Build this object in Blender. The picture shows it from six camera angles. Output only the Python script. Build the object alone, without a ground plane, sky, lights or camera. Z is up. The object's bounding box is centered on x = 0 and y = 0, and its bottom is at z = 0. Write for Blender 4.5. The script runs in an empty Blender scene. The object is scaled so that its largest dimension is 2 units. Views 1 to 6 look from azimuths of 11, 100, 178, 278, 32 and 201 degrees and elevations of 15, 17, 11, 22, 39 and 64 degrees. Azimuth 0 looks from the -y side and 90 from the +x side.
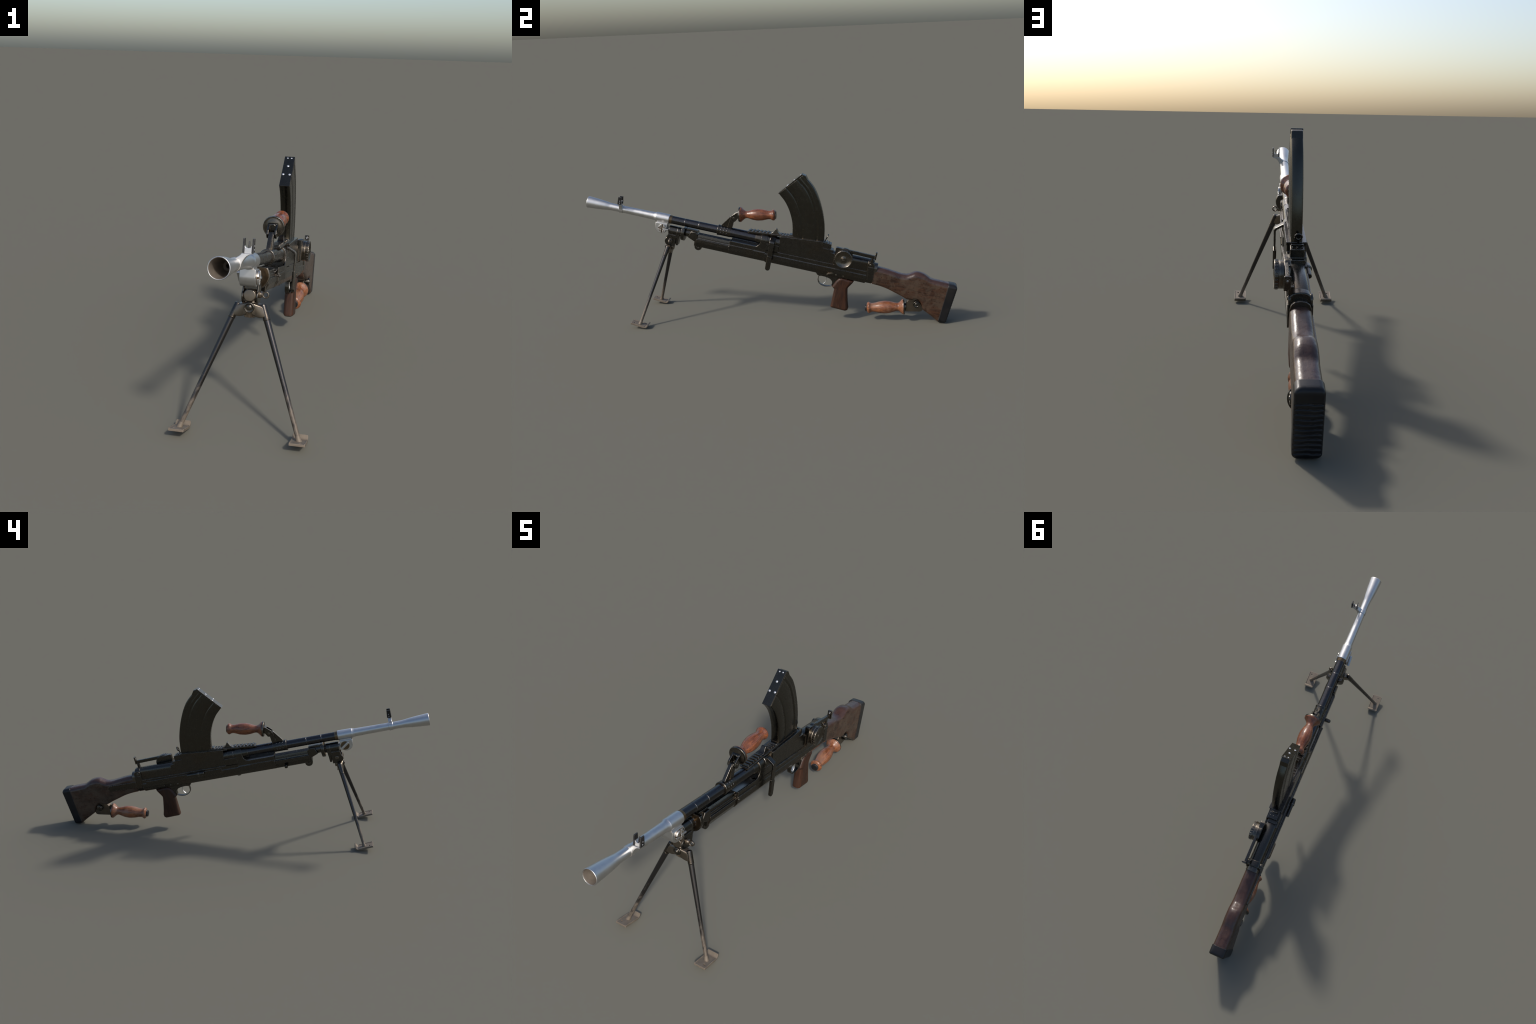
import bpy, bmesh, math, random
from mathutils import Matrix, Vector

random.seed(7)
pi = math.pi

# ------------------------------------------------------------------ frames
# Gun frame: x across, y along the bore (0 = muzzle, grows to the butt),
# z square to the bore.  The gun rests nose-up on its bipod, so the frame is
# pitched by THETA in the world.
THETA = math.radians(12.15)
GUN = Matrix.Translation((0, -0.992, 0.657)) @ Matrix.Rotation(-THETA, 4, 'X')
WORLD = Matrix.Identity(4)


def gun_to_world(x, s, n):
    return GUN @ Vector((x, s, n))


# ------------------------------------------------------------------ materials
def new_mat(name):
    m = bpy.data.materials.new(name)
    m.use_nodes = True
    nt = m.node_tree
    nt.nodes.clear()
    out = nt.nodes.new('ShaderNodeOutputMaterial')
    p = nt.nodes.new('ShaderNodeBsdfPrincipled')
    nt.links.new(p.outputs[0], out.inputs[0])
    return m, nt, p


class N:
    """small helper around a node tree"""
    def __init__(self, nt):
        self.nt = nt

    def node(self, t, **kw):
        n = self.nt.nodes.new(t)
        for k, v in kw.items():
            setattr(n, k, v)
        return n

    def link(self, a, b):
        self.nt.links.new(a, b)

    def coords(self, scale=(1, 1, 1), rot=(0, 0, 0), loc=(0, 0, 0), which='Object'):
        tc = self.node('ShaderNodeTexCoord')
        mp = self.node('ShaderNodeMapping')
        mp.inputs['Scale'].default_value = scale
        mp.inputs['Rotation'].default_value = rot
        mp.inputs['Location'].default_value = loc
        self.link(tc.outputs[which], mp.inputs['Vector'])
        return mp.outputs[0]

    def noise(self, vec, scale, detail=4, rough=0.55, dist=0.0):
        n = self.node('ShaderNodeTexNoise')
        n.inputs['Scale'].default_value = scale
        n.inputs['Detail'].default_value = detail
        n.inputs['Roughness'].default_value = rough
        n.inputs['Distortion'].default_value = dist
        self.link(vec, n.inputs['Vector'])
        return n.outputs['Fac']

    def ramp(self, fac, lo, hi, a=0.0, b=1.0):
        n = self.node('ShaderNodeMapRange')
        n.interpolation_type = 'SMOOTHSTEP'
        n.inputs['From Min'].default_value = lo
        n.inputs['From Max'].default_value = hi
        n.inputs['To Min'].default_value = a
        n.inputs['To Max'].default_value = b
        self.link(fac, n.inputs['Value'])
        return n.outputs[0]

    def math(self, op, a, b=None):
        n = self.node('ShaderNodeMath', operation=op)
        for i, v in enumerate((a, b)):
            if v is None:
                continue
            if isinstance(v, (int, float)):
                n.inputs[i].default_value = v
            else:
                self.link(v, n.inputs[i])
        return n.outputs[0]

    def mix(self, fac, a, b):
        n = self.node('ShaderNodeMix', data_type='RGBA')
        for i, v in ((0, fac), (6, a), (7, b)):
            if isinstance(v, (int, float)):
                n.inputs[i].default_value = v
            elif isinstance(v, tuple):
                n.inputs[i].default_value = (*v, 1)
            else:
                self.link(v, n.inputs[i])
        return n.outputs[2]

    def bump(self, height, strength, dist=0.001, soft=0.0):
        n = self.node('ShaderNodeBump')
        if soft:
            bv = self.node('ShaderNodeBevel', samples=6)
            bv.inputs['Radius'].default_value = soft
            self.link(bv.outputs[0], n.inputs['Normal'])
        n.inputs['Strength'].default_value = strength
        n.inputs['Distance'].default_value = dist
        self.link(height, n.inputs['Height'])
        return n.outputs[0]

    def edge(self, radius=0.003, lo=0.015, hi=0.11):
        """mask of convex-or-concave edges from the Bevel node"""
        bv = self.node('ShaderNodeBevel', samples=6)
        bv.inputs['Radius'].default_value = radius
        ge = self.node('ShaderNodeNewGeometry')
        d = self.node('ShaderNodeVectorMath', operation='DOT_PRODUCT')
        self.link(bv.outputs[0], d.inputs[0])
        self.link(ge.outputs['Normal'], d.inputs[1])
        return self.ramp(self.math('SUBTRACT', 1.0, d.outputs['Value']), lo, hi)

    def crevice(self, dist=0.010, lo=0.30, hi=0.72):
        ao = self.node('ShaderNodeAmbientOcclusion', samples=14)
        ao.inputs['Distance'].default_value = dist
        return self.ramp(ao.outputs['AO'], lo, hi, 1.0, 0.0)


def steel(name, base, metallic=1.0, rough=0.36, wear=(0.2, 0.19, 0.18), wear_amt=0.6,
          patch=(0.07, 0.05, 0.035), patch_amt=0.35, dust=(0.30, 0.225, 0.155), dust_amt=0.7,
          grain=0.12, spec=0.5, mottle=0.82, soft=0.0022):
    m, nt, p = new_mat(name)
    h = N(nt)
    v = h.coords()
    big = h.noise(v, 10, 3, 0.5, 0.4)
    fine = h.noise(v, 260, 3, 0.6)
    mid = h.noise(v, 55, 4, 0.65)
    dark = tuple(c * mottle for c in base)
    col = h.mix(h.ramp(mid, 0.3, 0.7), dark, base)
    col = h.mix(h.math('MULTIPLY', h.ramp(big, 0.45, 0.75), patch_amt), col, patch)
    e = h.math('MULTIPLY', h.edge(), h.ramp(mid, 0.35, 0.62, 0.35, 1.0))
    e = h.math('MULTIPLY', e, wear_amt)
    col = h.mix(e, col, wear)
    cr = h.math('MULTIPLY', h.crevice(), h.ramp(big, 0.3, 0.6))
    cr = h.math('MULTIPLY', cr, dust_amt)
    col = h.mix(cr, col, dust)
    h.link(col, p.inputs['Base Color'])
    h.link(h.math('SUBTRACT', metallic, h.math('MULTIPLY', cr, 0.45 * metallic)), p.inputs['Metallic'])
    r = h.ramp(mid, 0.25, 0.75, rough - 0.02, rough + 0.04)
    r = h.math('ADD', r, h.math('MULTIPLY', cr, 0.3))
    h.link(r, p.inputs['Roughness'])
    p.inputs['Specular IOR Level'].default_value = spec
    h.link(h.bump(fine, grain, 0.0006, soft), p.inputs['Normal'])
    return m


def dusty_leg(name):
    """blued tube turning to dried-mud tan towards the foot (local z = 0 at the foot)"""
    m, nt, p = new_mat(name)
    h = N(nt)
    v = h.coords()
    tc = h.node('ShaderNodeTexCoord')
    sep = h.node('ShaderNodeSeparateXYZ')
    h.link(tc.outputs['Object'], sep.inputs[0])
    up = h.ramp(sep.outputs[2], -0.04, 0.33, 1.0, 0.0)
    st = h.noise(h.coords((1, 1, 0.45)), 55, 5, 0.65, 0.6)
    f = h.math('ADD', h.math('MULTIPLY', up, 0.60), h.math('MULTIPLY', st, 1.0))
    f = h.ramp(f, 0.70, 1.14)
    fine = h.noise(v, 220, 3)
    col = h.mix(f, (0.056, 0.053, 0.053), h.mix(fine, (0.12, 0.094, 0.068), (0.175, 0.14, 0.105)))
    h.link(col, p.inputs['Base Color'])
    h.link(h.math('SUBTRACT', 0.9, h.math('MULTIPLY', f, 0.75)), p.inputs['Metallic'])
    h.link(h.ramp(f, 0, 1, 0.27, 0.6), p.inputs['Roughness'])
    h.link(h.bump(fine, 0.15, 0.0006), p.inputs['Normal'])
    return m


def wood(name, light, dark, scale=1.0, dust=None, dust_amt=0.0, rough=0.34, coat=0.25,
         top_tint=None, axis='Y', wear=None, grain=0.35, spec=0.4, stain_amt=0.0, lumps=0.0):
    m, nt, p = new_mat(name)
    h = N(nt)
    st = (1.0, 0.09, 1.0) if axis == 'Y' else (1.0, 1.0, 0.10)
    v = h.coords(st)
    w = h.noise(v, 95 * scale, 6, 0.62, 1.6)
    fib = h.noise(v, 420 * scale, 3, 0.6, 0.3)
    iso = h.coords()
    blot = h.noise(iso, 22, 4, 0.6, 0.5)
    pits = h.noise(iso, 90, 4, 0.7)
    col = h.mix(h.ramp(w, 0.38, 0.60), dark, light)
    col = h.mix(h.ramp(fib, 0.42, 0.6, 0.0, 0.3), col, tuple(c * 0.45 for c in dark))
    col = h.mix(h.ramp(blot, 0.5, 0.7, 0.0, 0.35), col, dark)
    stain = h.noise(iso, 9, 3, 0.5, 0.8)
    col = h.mix(h.ramp(stain, 0.5, 0.68, 0.0, stain_amt), col, tuple(c * 0.45 for c in dark))
    if dust:
        d = h.math('MULTIPLY', h.ramp(h.math('ADD', h.math('MULTIPLY', blot, 0.85),
                                              h.math('MULTIPLY', pits, 0.25)), 0.44, 0.68), dust_amt)
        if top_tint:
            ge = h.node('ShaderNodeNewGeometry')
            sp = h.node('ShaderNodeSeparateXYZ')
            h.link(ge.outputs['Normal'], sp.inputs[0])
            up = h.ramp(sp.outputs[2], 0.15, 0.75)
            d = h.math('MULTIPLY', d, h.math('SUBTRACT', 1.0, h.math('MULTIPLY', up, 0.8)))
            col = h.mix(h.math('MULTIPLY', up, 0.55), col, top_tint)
        col = h.mix(d, col, dust)
    if wear:
        e = h.math('MULTIPLY', h.edge(0.006, 0.03, 0.25), h.ramp(pits, 0.45, 0.6))
        col = h.mix(e, col, wear)
    h.link(col, p.inputs['Base Color'])
    h.link(h.ramp(pits, 0.3, 0.7, rough - 0.06, rough + 0.12), p.inputs['Roughness'])
    p.inputs['Specular IOR Level'].default_value = spec
    p.inputs['Coat Weight'].default_value = coat
    p.inputs['Coat Roughness'].default_value = 0.22
    hgt = h.math('ADD', h.math('MULTIPLY', fib, 0.4), h.math('MULTIPLY', pits, 0.6))
    if lumps:
        hgt = h.math('ADD', hgt, h.math('MULTIPLY', h.noise(iso, 38, 3, 0.5), lumps))
    h.link(h.bump(hgt, grain, 0.0012), p.inputs['Normal'])
    return m


BLUED = steel('blued_steel', (0.074, 0.069, 0.061), rough=0.26, mottle=0.97, patch=(0.090, 0.068, 0.047), patch_amt=0.4, wear=(0.40, 0.365, 0.32), wear_amt=0.8, grain=0.03, dust_amt=0.55)
BARREL = steel('blued_barrel_steel', (0.068, 0.066, 0.068), rough=0.25, mottle=0.93, patch_amt=0.15, wear=(0.36, 0.34, 0.31), wear_amt=0.8, grain=0.07)
MAG = steel('magazine_steel', (0.071, 0.067, 0.056), rough=0.25, soft=0.0008, mottle=0.98, patch=(0.070, 0.058, 0.046), patch_amt=0.4,
            wear_amt=0.3, grain=0.03, dust_amt=0.5)
BRIGHT = steel('bright_steel', (0.57, 0.565, 0.555), rough=0.40, soft=0.0018, wear=(0.78, 0.77, 0.75), wear_amt=0.4, mottle=0.94,
               patch=(0.58, 0.565, 0.54), patch_amt=0.25, dust=(0.32, 0.22, 0.12), dust_amt=0.75, grain=0.05)
BROWNED = steel('browned_steel', (0.17, 0.125, 0.08), rough=0.36, wear=(0.4, 0.33, 0.25), patch=(0.18, 0.11, 0.05),
                patch_amt=0.6, dust_amt=0.6)
BIPOD = steel('bipod_head_steel', (0.165, 0.14, 0.112), metallic=0.95, rough=0.30, wear=(0.36, 0.32, 0.27), wear_amt=0.6,
              patch=(0.24, 0.18, 0.125), patch_amt=0.7, dust=(0.34, 0.26, 0.18), dust_amt=0.9)
SKY_SHEEN = steel('tray_steel_sky_lightened', (0.22, 0.215, 0.205), rough=0.34, mottle=0.95, wear_amt=0.2, patch=(0.2, 0.17, 0.13), patch_amt=0.3, grain=0.04, dust_amt=0.2)  # base raised above the blued steel so the trough shows sky reflection
DRUM = steel('worn_drum_steel', (0.125, 0.112, 0.095), rough=0.27, wear=(0.4, 0.37, 0.33), wear_amt=0.7,
             patch=(0.15, 0.12, 0.08), patch_amt=0.5)
RIVET = steel('bare_rivet_steel', (0.52, 0.54, 0.58), metallic=0.6, rough=0.42, wear=(0.6, 0.6, 0.6), grain=0.05, dust_amt=0.2)
BORE = steel('tan_bore', (0.23, 0.195, 0.16), metallic=0.35, rough=0.5, wear=(0.5, 0.48, 0.45), patch=(0.2, 0.16, 0.12), grain=0.05, dust_amt=0.1)  # tan, low-metal, rougher colour for the inside of the muzzle
LEG_TOP = steel('dusty_socket_steel', (0.060, 0.057, 0.055), rough=0.26, mottle=0.9, patch=(0.17, 0.13, 0.09), patch_amt=0.6, wear=(0.34, 0.30, 0.25), dust_amt=0.9, dust=(0.30, 0.225, 0.16))
MUDDY = steel('muddy_foot_steel', (0.180, 0.145, 0.107), metallic=0.25, rough=0.62, wear=(0.27, 0.225, 0.18), wear_amt=0.5,
              patch=(0.13, 0.10, 0.076), patch_amt=0.6, dust=(0.2, 0.16, 0.12), dust_amt=0.4, grain=0.3)
RUBBER = steel('black_butt_plate', (0.014, 0.014, 0.0155), metallic=0.3, rough=0.36, wear=(0.09, 0.085, 0.08), wear_amt=0.35,
               patch=(0.03, 0.027, 0.024), patch_amt=0.5, dust_amt=0.1, grain=0.2, spec=0.35)
BLACK = steel('black_knob', (0.02, 0.02, 0.021), metallic=0.4, rough=0.35, wear=(0.2, 0.2, 0.2), dust_amt=0.1)
LEG = dusty_leg('muddy_leg_tube')
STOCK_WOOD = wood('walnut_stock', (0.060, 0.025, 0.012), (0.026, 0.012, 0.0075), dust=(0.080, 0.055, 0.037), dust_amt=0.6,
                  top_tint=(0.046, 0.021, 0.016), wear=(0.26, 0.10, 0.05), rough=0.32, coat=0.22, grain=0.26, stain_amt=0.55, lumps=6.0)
GRIP_WOOD = wood('walnut_grip', (0.052, 0.019, 0.0085), (0.024, 0.0095, 0.0055), axis='Z', dust=(0.075, 0.040, 0.026),
                 dust_amt=0.2, rough=0.44, coat=0.02, grain=0.2, spec=0.3)
HANDLE_WOOD = wood('varnished_handle_wood', (0.25, 0.074, 0.025), (0.095, 0.029, 0.013), scale=0.9, axis='Y', rough=0.30, lumps=1.5,
                   coat=0.3, dust=(0.20, 0.085, 0.048), dust_amt=0.3, grain=0.18)
HANDLE_WOOD_PALE = wood('rubbed_handle_wood', (0.29, 0.098, 0.034), (0.125, 0.041, 0.017), scale=0.8, axis='Y', rough=0.38,
                        coat=0.2, dust=(0.28, 0.155, 0.10), dust_amt=0.5, grain=0.18)

# ------------------------------------------------------------------ object helpers
MATRIX = {}


def finish(name, bm, mat, M=GUN, parent=None, smooth=35, weighted=True):
    bmesh.ops.remove_doubles(bm, verts=bm.verts, dist=1e-6)
    bmesh.ops.recalc_face_normals(bm, faces=bm.faces)
    lim = math.radians(smooth)
    for f in bm.faces:
        f.smooth = True
    for e in bm.edges:
        e.smooth = len(e.link_faces) == 2 and e.calc_face_angle(0.0) < lim
    me = bpy.data.meshes.new(name)
    bm.to_mesh(me)
    bm.free()
    me.materials.append(mat)
    return place(name, me, M, parent, weighted)


def place(name, me, M=GUN, parent=None, weighted=True):
    ob = bpy.data.objects.new(name, me)
    bpy.context.scene.collection.objects.link(ob)
    if parent is not None:
        ob.parent = parent
        ob.matrix_parent_inverse = MATRIX[parent.name].inverted()
    ob.matrix_basis = M
    MATRIX[ob.name] = M.copy()
    if weighted:
        w = ob.modifiers.new('weighted_normals', 'WEIGHTED_NORMAL')
        w.keep_sharp = True
        w.weight = 60
    return ob


def fillet(poly, r=0.0012, seg=2, radii=None):
    """round the corners of a closed polygon; radii overrides r per corner index"""
    out = []
    k = len(poly)
    for i, p in enumerate(poly):
        rr = (radii or {}).get(i, r)
        a, b, c = Vector(poly[i - 1]), Vector(p), Vector(poly[(i + 1) % k])
        u, v = a - b, c - b
        lu, lv = u.length, v.length
        if rr <= 0 or lu < 1e-7 or lv < 1e-7:
            out.append(tuple(b)); continue
        u.normalize(); v.normalize()
        ang = math.acos(max(-1, min(1, u.dot(v))))
        if ang > math.radians(160) or ang < 0.02:
            out.append(tuple(b)); continue
        d = min(rr / math.tan(ang / 2), lu * 0.48, lv * 0.48)
        rad = d * math.tan(ang / 2)
        cen = b + (u + v).normalized() * (rad / math.sin(ang / 2))
        p0, p1 = b + u * d, b + v * d
        a0 = math.atan2(*(p0 - cen).yx)
        a1 = math.atan2(*(p1 - cen).yx)
        da = (a1 - a0 + pi) % (2 * pi) - pi
        n = seg if rr < 0.004 else max(seg, 6)
        for j in range(n + 1):
            t = a0 + da * j / n
            out.append((cen.x + rad * math.cos(t), cen.y + rad * math.sin(t)))
    return out


def inset(poly, d):
    k = len(poly)
    area = sum(poly[i - 1][0] * poly[i][1] - poly[i][0] * poly[i - 1][1] for i in range(k))
    sg = 1 if area > 0 else -1
    out = []
    for i in range(k):
        a, b, c = Vector(poly[i - 1]), Vector(poly[i]), Vector(poly[(i + 1) % k])
        e0, e1 = (b - a), (c - b)
        if e0.length < 1e-9 or e1.length < 1e-9:
            out.append(tuple(b)); continue
        n0 = Vector((-e0.y, e0.x)).normalized() * sg
        n1 = Vector((-e1.y, e1.x)).normalized() * sg
        m = n0 + n1
        if m.length < 1e-6:
            out.append(tuple(b)); continue
        m.normalize()
        q = b + m * (d / max(0.5, m.dot(n0)))
        out.append((q.x, q.y))
    # collapse runs that turned inside out
    for _ in range(12):
        bad = False
        for i in range(k):
            j = (i + 1) % k
            e = Vector(poly[j]) - Vector(poly[i])
            f = Vector(out[j]) - Vector(out[i])
            if e.dot(f) < -1e-12:
                mid = (Vector(out[i]) + Vector(out[j])) / 2
                out[i] = out[j] = (mid.x, mid.y)
                bad = True
        if not bad:
            break
    return out


AX = {'x': lambda p, q, a: (a, p, q),     # (s, n) outline, thickness across
      'y': lambda p, q, a: (p, a, q),     # (x, n) outline, run along the bore
      'z': lambda p, q, a: (p, q, a)}     # (x, s) outline, height


def ring_bridge(bm, r0, r1):
    k = len(r0)
    for i in range(k):
        vs = []
        for v in (r0[i], r0[(i + 1) % k], r1[(i + 1) % k], r1[i]):
            if v not in vs:
                vs.append(v)
        if len(vs) > 2:
            try:
                bm.faces.new(vs)
            except ValueError:
                pass


def slab_into(bm, poly, a0, a1, axis='x', bevel=0.0014, seg=2, r=0.0012, radii=None, shear=None):
    poly = fillet(poly, r, 2, radii)
    if a0 > a1:
        a0, a1 = a1, a0
    bevel = min(bevel, (a1 - a0) * 0.45)
    # quarter-round edge: inset d at depth h
    lays = [(a0 + bevel * (1 - math.cos(pi / 2 * j / seg)), bevel * (1 - math.sin(pi / 2 * j / seg))) for j in range(seg + 1)]
    lays += [(a0 + a1 - a, d) for a, d in reversed(lays)]
    rings = []
    f = AX[axis]
    for a, d in lays:
        pl = inset(poly, d) if d > 1e-7 else poly
        rings.append([bm.verts.new((shear(*f(p, q, a)) if shear else f(p, q, a))) for p, q in pl])
    for k in range(len(rings) - 1):
        ring_bridge(bm, rings[k], rings[k + 1])
    bm.faces.new(rings[0])
    bm.faces.new(rings[-1])


def slab(name, poly, a0, a1, mat, axis='x', parent=None, M=GUN, **kw):
    bm = bmesh.new()
    slab_into(bm, poly, a0, a1, axis, **kw)
    return finish(name, bm, mat, M, parent)


def mirror(right):
    """right-hand outline (x >= 0) from top to bottom -> closed outline"""
    return right + [(-x, n) for x, n in reversed(right) if x > 1e-6]


def turn_into(bm, prof, axis='y', c=(0, 0, 0), seg=40, closed=False, arc=None):
    """revolve (a, r) about an axis through c"""
    rings = []
    for a, r in prof:
        if r < 1e-6:
            rr = [bm.verts.new(_ax(axis, a, 0, 0, c))] * seg
        else:
            rr = [bm.verts.new(_ax(axis, a, r * math.cos(2 * pi * i / seg), r * math.sin(2 * pi * i / seg), c)) for i in range(seg)]
        rings.append(rr)
    for k in range(len(rings) - 1):
        ring_bridge(bm, rings[k], rings[k + 1])
    if closed:
        ring_bridge(bm, rings[-1], rings[0])
    else:
        for rr in (rings[0], rings[-1]):
            if rr[0] is not rr[1]:
                bm.faces.new(rr)


def _ax(axis, a, u, v, c):
    if axis == 'y':
        return (c[0] + u, c[1] + a, c[2] + v)
    if axis == 'x':
        return (c[0] + a, c[1] + u, c[2] + v)
    return (c[0] + u, c[1] + v, c[2] + a)


def turned(name, prof, mat, axis='y', c=(0, 0, 0), seg=40, parent=None, M=GUN, closed=False, smooth=35):
    bm = bmesh.new()
    turn_into(bm, prof, axis, c, seg, closed)
    return finish(name, bm, mat, M, parent, smooth)


def rod(r, a0, a1, b=0.001):
    """profile of a plain chamfered rod"""
    return [(a0, 0), (a0, r - b), (a0 + b, r), (a1 - b, r), (a1, r - b), (a1, 0)]


def spline(pts, n):
    """Catmull-Rom through tuples"""
    out = []
    k = len(pts)
    for i in range(k - 1):
        p0, p1, p2, p3 = (Vector(pts[max(i - 1, 0)]), Vector(pts[i]), Vector(pts[i + 1]), Vector(pts[min(i + 2, k - 1)]))
        for j in range(n):
            t = j / n
            out.append(tuple(0.5 * ((2 * p1) + (p2 - p0) * t + (2 * p0 - 5 * p1 + 4 * p2 - p3) * t * t + (3 * p1 - p0 - 3 * p2 + p3) * t ** 3)))
    out.append(tuple(pts[-1]))
    return out


def interp(tab, x):
    """smooth (monotone cubic) lookup in [(x, y), ...]"""
    n = len(tab)
    if x <= tab[0][0]:
        return tab[0][1]
    if x >= tab[-1][0]:
        return tab[-1][1]
    d = [(tab[i + 1][1] - tab[i][1]) / (tab[i + 1][0] - tab[i][0]) for i in range(n - 1)]
    m = [d[0]] + [0 if d[i - 1] * d[i] <= 0 else 2 * d[i - 1] * d[i] / (d[i - 1] + d[i]) for i in range(1, n - 1)] + [d[-1]]
    for i in range(n - 1):
        if x <= tab[i + 1][0]:
            hh = tab[i + 1][0] - tab[i][0]
            t = (x - tab[i][0]) / hh
            return ((2 * t ** 3 - 3 * t * t + 1) * tab[i][1] + (t ** 3 - 2 * t * t + t) * hh * m[i]
                    + (-2 * t ** 3 + 3 * t * t) * tab[i + 1][1] + (t ** 3 - t * t) * hh * m[i + 1])


def loft(name, rings, mat, parent=None, M=GUN, cap=True, smooth=40, weighted=True):
    bm = bmesh.new()
    rr = [[bm.verts.new(c) for c in ring] for ring in rings]
    for k in range(len(rr) - 1):
        ring_bridge(bm, rr[k], rr[k + 1])
    if cap:
        bm.faces.new(rr[0])
        bm.faces.new(rr[-1])
    return finish(name, bm, mat, M, parent, smooth, weighted)


def sweep_into(bm, path, half_w, half_t, seg=10, square=False):
    """flat ribbon (square=True) or round wire along a path lying in the y-z plane"""
    rings = []
    for i, p in enumerate(path):
        a = Vector(path[max(i - 1, 0)]); b = Vector(path[min(i + 1, len(path) - 1)])
        t = (b - a).normalized()
        nrm = Vector((0, -t.z, t.y))
        ring = []
        for j in range(seg):
            an = 2 * pi * j / seg + pi / seg
            ca, sa = math.cos(an), math.sin(an)
            if square:
                ca = math.copysign(abs(ca) ** 0.35, ca); sa = math.copysign(abs(sa) ** 0.35, sa)
            ring.append(bm.verts.new(Vector(p) + Vector((1, 0, 0)) * half_w * ca + nrm * half_t * sa))
        rings.append(ring)
    for k in range(len(rings) - 1):
        ring_bridge(bm, rings[k], rings[k + 1])
    bm.faces.new(rings[0]); bm.faces.new(rings[-1])


def rounded_rect(w0, w1, h0, h1, r, seg=5):
    return fillet([(w0, h0), (w1, h0), (w1, h1), (w0, h1)], r, seg)


def box(s0, s1, n0, n1):
    return [(s0, n0), (s1, n0), (s1, n1), (s0, n1)]


# ================================================================== the gun
root = bpy.data.objects.new('machine_gun', None)
bpy.context.scene.collection.objects.link(root)
root.empty_display_size = 0.2
root['label'] = 'light machine gun on bipod, curved top magazine, bright barrel, wooden stock'
root['category'] = 'machine gun'
MATRIX[root.name] = WORLD.copy()

# ------------------------------------------------------------------ barrel
barrel = turned('barrel', [
    (0.470, 0.0), (0.470, 0.0215), (0.4725, 0.0235), (0.486, 0.0217), (0.5535, 0.0215), (0.5545, 0.0206), (0.5565, 0.0206),
    (0.5575, 0.0216), (0.6335, 0.0217), (0.6345, 0.0207), (0.6365, 0.0207), (0.6375, 0.0218), (0.744, 0.0219),
    (0.816, 0.0262), (0.820, 0.0266), (0.93, 0.0268), (1.0, 0.0268), (1.0, 0)], BARREL, parent=root, seg=56)

hider = turned('flash_hider', [
    (0.0, 0.0290), (-0.0005, 0.0303), (0.0008, 0.0316), (0.004, 0.0318), (0.058, 0.0280), (0.098, 0.0243), (0.114, 0.0222), (0.124, 0.0207), (0.134, 0.0200),
    (0.160, 0.0194), (0.182, 0.0192), (0.206, 0.0192), (0.30, 0.0200), (0.380, 0.0212), (0.388, 0.0224), (0.3945, 0.0244), (0.3955, 0.0252),
    (0.399, 0.0258), (0.466, 0.0262), (0.469, 0.0260), (0.4705, 0.0250), (0.4705, 0.0), (0.20, 0.0), (0.20, 0.0165), (0.13, 0.0172), (0.10, 0.0210), (0.058, 0.0250)],
    BRIGHT, parent=barrel, seg=64, closed=True, smooth=24)
turned('muzzle_bore', [(0.0012, 0.0288), (0.0008, 0.0284), (0.058, 0.0240), (0.098, 0.0185), (0.112, 0.0135), (0.116, 0.0070), (0.19, 0.0065), (0.19, 0.0), (0.195, 0.0), (0.195, 0.0160), (0.13, 0.0165), (0.10, 0.0203), (0.058, 0.0245)],
    BORE, parent=barrel, seg=56, closed=True, smooth=30)
turned('barrel_heat_band', [(0.4704, 0.0), (0.4704, 0.0238), (0.476, 0.0234), (0.486, 0.0221), (0.487, 0.0)], BROWNED, parent=barrel, seg=48)

# ------------------------------------------------------------------ front sight
sight = turned('front_sight', [(0.1825, 0.018), (0.1825, 0.0205), (0.184, 0.0216), (0.203, 0.0216), (0.2045, 0.0205), (0.2045, 0.018)],
               BRIGHT, parent=root, seg=48, closed=True)
neck = spline([(-0.010, 0.0188), (0.002, 0.0212), (0.010, 0.0250), (0.0165, 0.0300), (0.0205, 0.0350)], 4)
neck += [(0.0520, 0.0360), (0.0515, 0.0340)]
neck += spline([(0.0440, 0.0320), (0.0360, 0.0270), (0.0285, 0.0180), (0.0235, 0.0080), (0.0200, -0.0060)], 4)
neck += [(0.010, -0.010), (-0.006, 0.010)]
slab('sight_bracket', neck, 0.1845, 0.2030, BRIGHT, axis='y', parent=sight, r=0.0)
ub = [(0.0268, 0.0350), (0.0485, 0.0350), (0.0485, 0.0560)]
ub += [(0.0376 + 0.0095 * math.cos(t), 0.0575 - 0.0070 * math.sin(t)) for t in [pi * k / 8 for k in range(0, 9)]]
ub += [(0.0268, 0.0560)]
slab('sight_block', ub, 0.1875, 0.2020, BRIGHT, axis='y', parent=sight, r=0.0, bevel=0.0008)
wing_prof = [(0.1865, 0.0345), (0.2035, 0.0345), (0.2035, 0.0600), (0.2085, 0.0640), (0.2085, 0.0780), (0.1945, 0.0780), (0.1945, 0.0660), (0.1865, 0.0600)]
wing_prof = [(0.187, 0.0355), (0.2015, 0.0355), (0.2035, 0.0560), (0.2055, 0.0600), (0.2055, 0.0775), (0.1935, 0.0775), (0.1930, 0.0620), (0.1865, 0.0570)]
wing_prof = [(0.1835, 0.0365), (0.2065, 0.0385), (0.2050, 0.0580), (0.2030, 0.0790), (0.1850, 0.0780)]
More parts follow.
